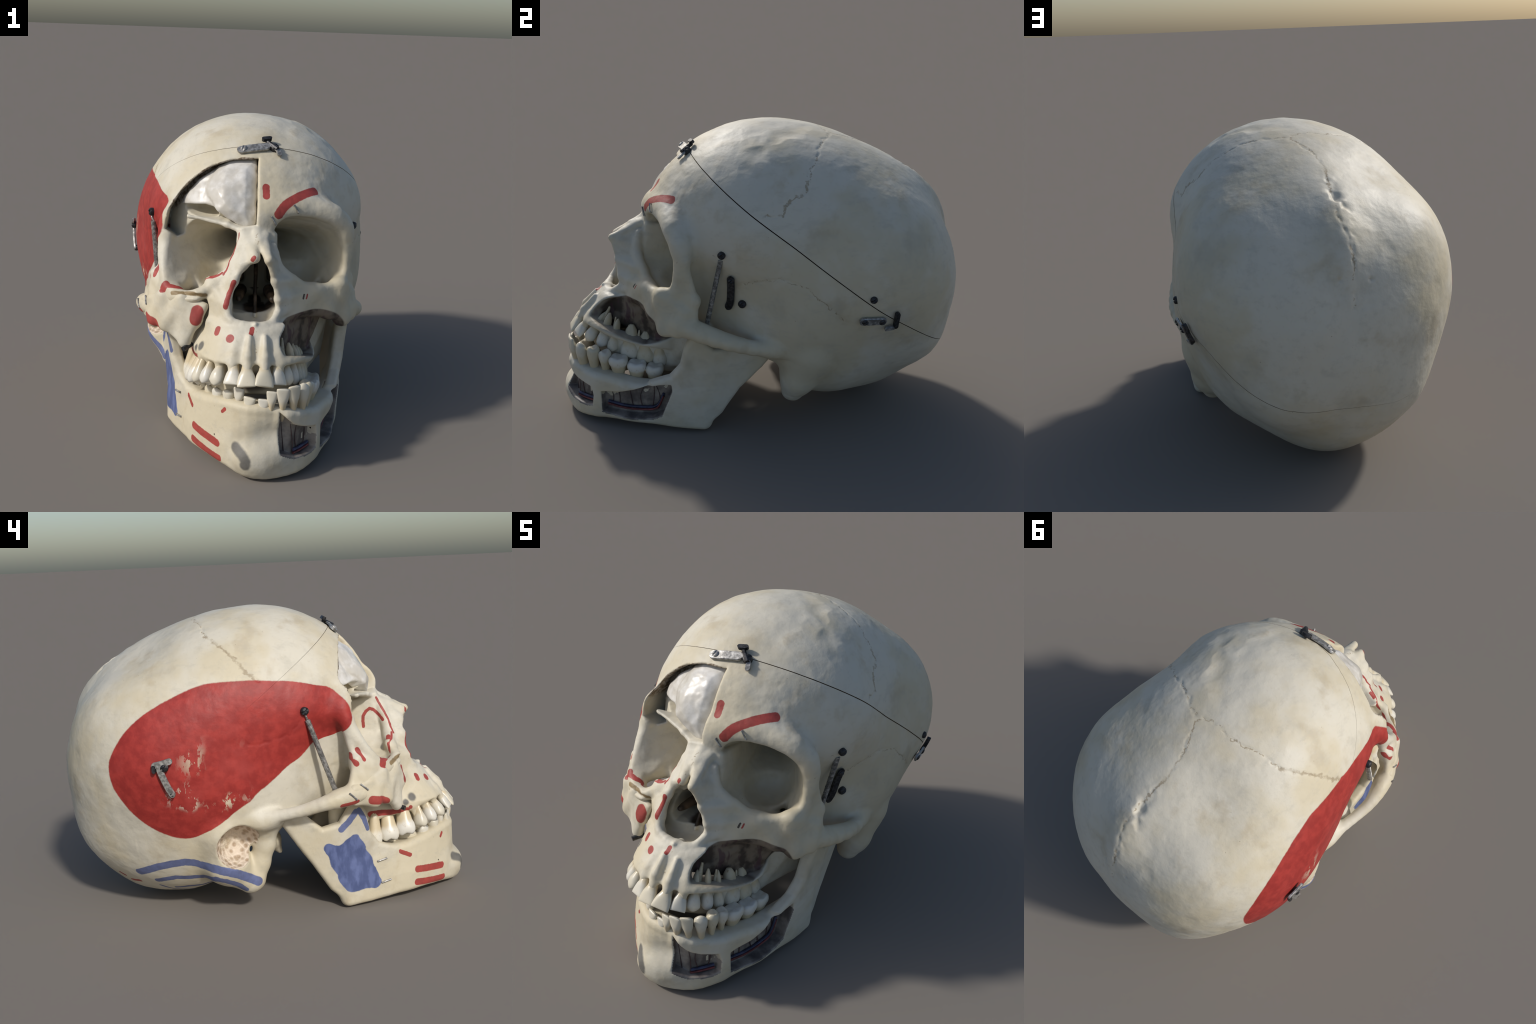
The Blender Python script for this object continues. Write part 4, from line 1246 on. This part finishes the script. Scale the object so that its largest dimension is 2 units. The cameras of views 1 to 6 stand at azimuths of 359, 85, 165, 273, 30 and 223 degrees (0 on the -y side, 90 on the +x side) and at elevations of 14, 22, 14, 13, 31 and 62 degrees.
def build():
    scene = bpy.context.scene
    for o in list(bpy.data.objects):
        bpy.data.objects.remove(o)
    root = bpy.data.objects.new('anatomical_skull', None)
    scene.collection.objects.link(root)
    root['label'] = 'bleached human teaching skull with painted red and blue muscle marks'
    root['category'] = 'skull'
    H = .006
    CF, MF = cranium_field(), mandible_field()
    flap = cheek_flap_field()
    snap_c, normal_c = make_snap(lambda P: np.minimum(CF(P), flap(P)))
    snap_m, normal_m = make_snap(MF)
    snap_b, _ = make_snap(braincase)
    enamel = tooth_material()
    steel = plain_material('worn_steel', ((.22, .215, .205), (.50, .49, .47)), .42, .6, 60, .2)
    dark = plain_material('black_steel', ((.02, .02, .022), (.07, .07, .075)), .4, .6, 60, .2)

    # cranium -------------------------------------------------------------
    V, Q = polygonize(CF, (-.7, -1.0, -.05), (.72, 1.06, 1.5), H)
    V = relax(V, Q, 2, .3)
    soft = np.exp(-((V[:, 1] + .5) / .12) ** 2) * np.exp(-((V[:, 2] - .63) / .09) ** 2) * (np.abs(V[:, 0] - XM) > .22)
    V = relax(V, Q, 8, .5, soft)
    N = vertex_normals(V, Q)
    sutures = [(r, [snap_b(p) for p in pts]) for r, pts in SUTURES[:-2]]
    V = weather(V, N, sutures)
    N = vertex_normals(V, Q)
    marks = snapped(CRANIUM_MARKS, snap_c) + [('suture', r, p) for r, p in sutures] + [('suture', r, [snap_c(p) for p in pts]) for r, pts in SUTURES[-2:]]
    marks.append(('suture', .006, [(.033, -.56, 1.0), (.033, -.68, .93)]))

    n1 = np.array((-.026, .610, .792)); n1 /= np.linalg.norm(n1)
    ncap = n1 + np.array((-.004, .001, 0)); ncap /= np.linalg.norm(ncap)
    for name, keep, nn, c in (('skull_cap', True, ncap, .857 + .0008), ('lower', False, n1, .857 - .001)):
        VV, faces, rim = saw(V, Q, nn, c, keep)
        NN = np.vstack([N, np.zeros((len(VV) - len(V), 3))])
        if len(VV) > len(V):
            # normals of the sawn edge, from the nearest vertices of their own faces
            acc = {}
            for f in faces[-len(rim) * 2:]:
                pass
            for f in faces:
                if max(f) >= len(V):
                    base = [i for i in f if i < len(V)]
                    for i in f:
                        if i >= len(V) and base:
                            acc[i] = acc.get(i, 0) + N[base].sum(0)
            for i, v in acc.items():
                NN[i] = v / (np.linalg.norm(v) + 1e-9)
        if name == 'skull_cap':
            a, f, n = compact(VV, faces, NN)
            cap_mat = bone_material('skull_cap_bone', near([m for m in marks if m[0] != 'red'], a), temporal_paint, pale=.75)
            cap = mesh_object('skull_cap', a, f, cap_mat, root, n)
        else:
            cen = np.array([VV[list(q)].mean(0) for q in faces])
            x, y, z = cen.T
            face = (y < -.33 - .0 * z) & (z < 1.0) | (y < -.12) & (z < .66)
            arch = ((np.abs(x - XM) > .30) & (y < -.30) & (z < .95) | (np.abs(x - XM) > .42) & (y < .02) & (z < .66)) & face
            arch |= (np.abs(x - XM) > .46) & (y < .0) & (z < .62)
            nasal = (np.abs(x - XM) < .07) & (y < -.54) & (z > .86) & (z < 1.0)
            lab = np.where(nasal, 3, np.where(arch & (x > 0), 1, np.where(arch, 2, np.where(face, 4, 0))))
            face_mat = None
            face_sel = [m for m in marks if m[0] != 'suture' or np.array(m[2])[:, 1].min() < -.3]
            for k, nm in ((0, 'braincase'), (4, 'maxilla'), (1, 'zygomatic_bone'), (2, 'zygomatic_bone'), (3, 'nasal_bone')):
                idx = np.nonzero(lab == k)[0]
                a, f, n = compact(VV, [faces[i] for i in idx], NN)
                if k == 0:
                    mat = bone_material('braincase_bone', near(marks, a, .0), braincase_extra, pale=.6)
                else:
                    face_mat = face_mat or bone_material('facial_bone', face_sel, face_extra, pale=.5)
                    mat = face_mat
                ob = mesh_object(nm, a, f, mat, root, n)
                if k == 4:
                    maxilla = ob
        # thickness of the sawn bone, seen inside the gap
        lip = []
        lv = []
        for a, b in rim:
            p, q = VV[a], VV[b]
            ip, iq = [w + (BC - w) * .03 for w in (p, q)]
            k = len(lv); lv += [p, q, iq, ip]; lip.append((k, k + 1, k + 2, k + 3))
        diploe = bpy.data.materials.get('sawn_bone') or plain_material('sawn_bone', ((.20, .14, .08), (.38, .30, .2)), .7)
        lv = np.array(lv)
        mesh_object('sawn_edge', lv, lip, diploe, root)

    # opened frontal sinus ------------------------------------------------
    V, Q = polygonize(sinus_field(), (-.36, -.66, .9), (.06, -.1, 1.4), .005, 2)
    white = plain_material('sinus_lining', ((.55, .52, .46), (.70, .68, .64)), .35, 0, 14, .25, .3)
    mesh_object('frontal_sinus_lining', relax(V, Q, 1, .3), Q, white, root)

    V, Q = polygonize(flap, (-.55, -.74, .42), (-.12, -.34, .76), .005, 2)
    V = relax(V, Q, 10, .5)
    N = vertex_normals(V, Q)
    V = V + N * (.0022 + .0012 * fbm(V.astype(F32), 20, 11, 3))[:, None]
    mesh_object('zygomatic_flap', V, Q, face_mat, root)

    # mandible --------------------------------------------------------------
    V, Q = polygonize(MF, (-.6, -1.06, -.05), (.64, .1, .6), .0048)
    V = relax(V, Q, 2, .3)
    N = vertex_normals(V, Q)
    V = V + N * (.0012 * fbm(V.astype(F32), 16, 21, 3) + .002 * fbm(V.astype(F32), 6, 25, 2))[:, None]
    V[:, 2] -= min(0, V[:, 2].min())
    N = vertex_normals(V, Q)
    cen = V[Q].mean(1)
    inside = jaw_windows(to_mandible(cen.astype(F32))) < .0015
    jaw_mat = bone_material('mandible_bone', snapped(MANDIBLE_MARKS, snap_m), mandible_extra, pale=.45)
    a, f, n = compact(V, Q[~inside].tolist(), N)
    jaw = mesh_object('mandible', a, f, jaw_mat, root, n)
    a, f, n = compact(V, Q[inside].tolist(), N)
    canal = plain_material('canal_bone', ((.10, .085, .08), (.32, .28, .24)), .55, 0, 9, .5)
    win = mesh_object('mandibular_canal', a, f, canal, jaw, n)
    canal_vessels(win, plain_material('artery_red', ((.10, .02, .02), (.2, .04, .04))), plain_material('nerve_blue', ((.02, .025, .06), (.05, .06, .13))), plain_material('vein_dark', ((.04, .02, .025), (.09, .05, .05))))
    root_mat = plain_material('tooth_root_cement', ((.42, .34, .21), (.60, .52, .37)), .45)
    for a, b, r in (((.158, -.775, .47), (.153, -.733, .562), .017), ((.20, -.715, .45), (.204, -.703, .527), .012), ((.115, -.80, .50), (.108, -.778, .545), .012), ((.222, -.65, .42), (.222, -.64, .49), .011), ((.235, -.60, .40), (.232, -.59, .465), .012), ((.24, -.55, .39), (.238, -.545, .45), .011)):
        tube('tooth_root', [a, tuple((Vector(a) + Vector(b)) / 2), b], r, maxilla, root_mat, 10, 4, .3)
    place_teeth(UPPER_TEETH, maxilla, enamel, 1)
    place_teeth(LOWER_TEETH, jaw, enamel, 2)
    fittings(root, steel, dark, snap_c, normal_c, snap_m, normal_m)


build()
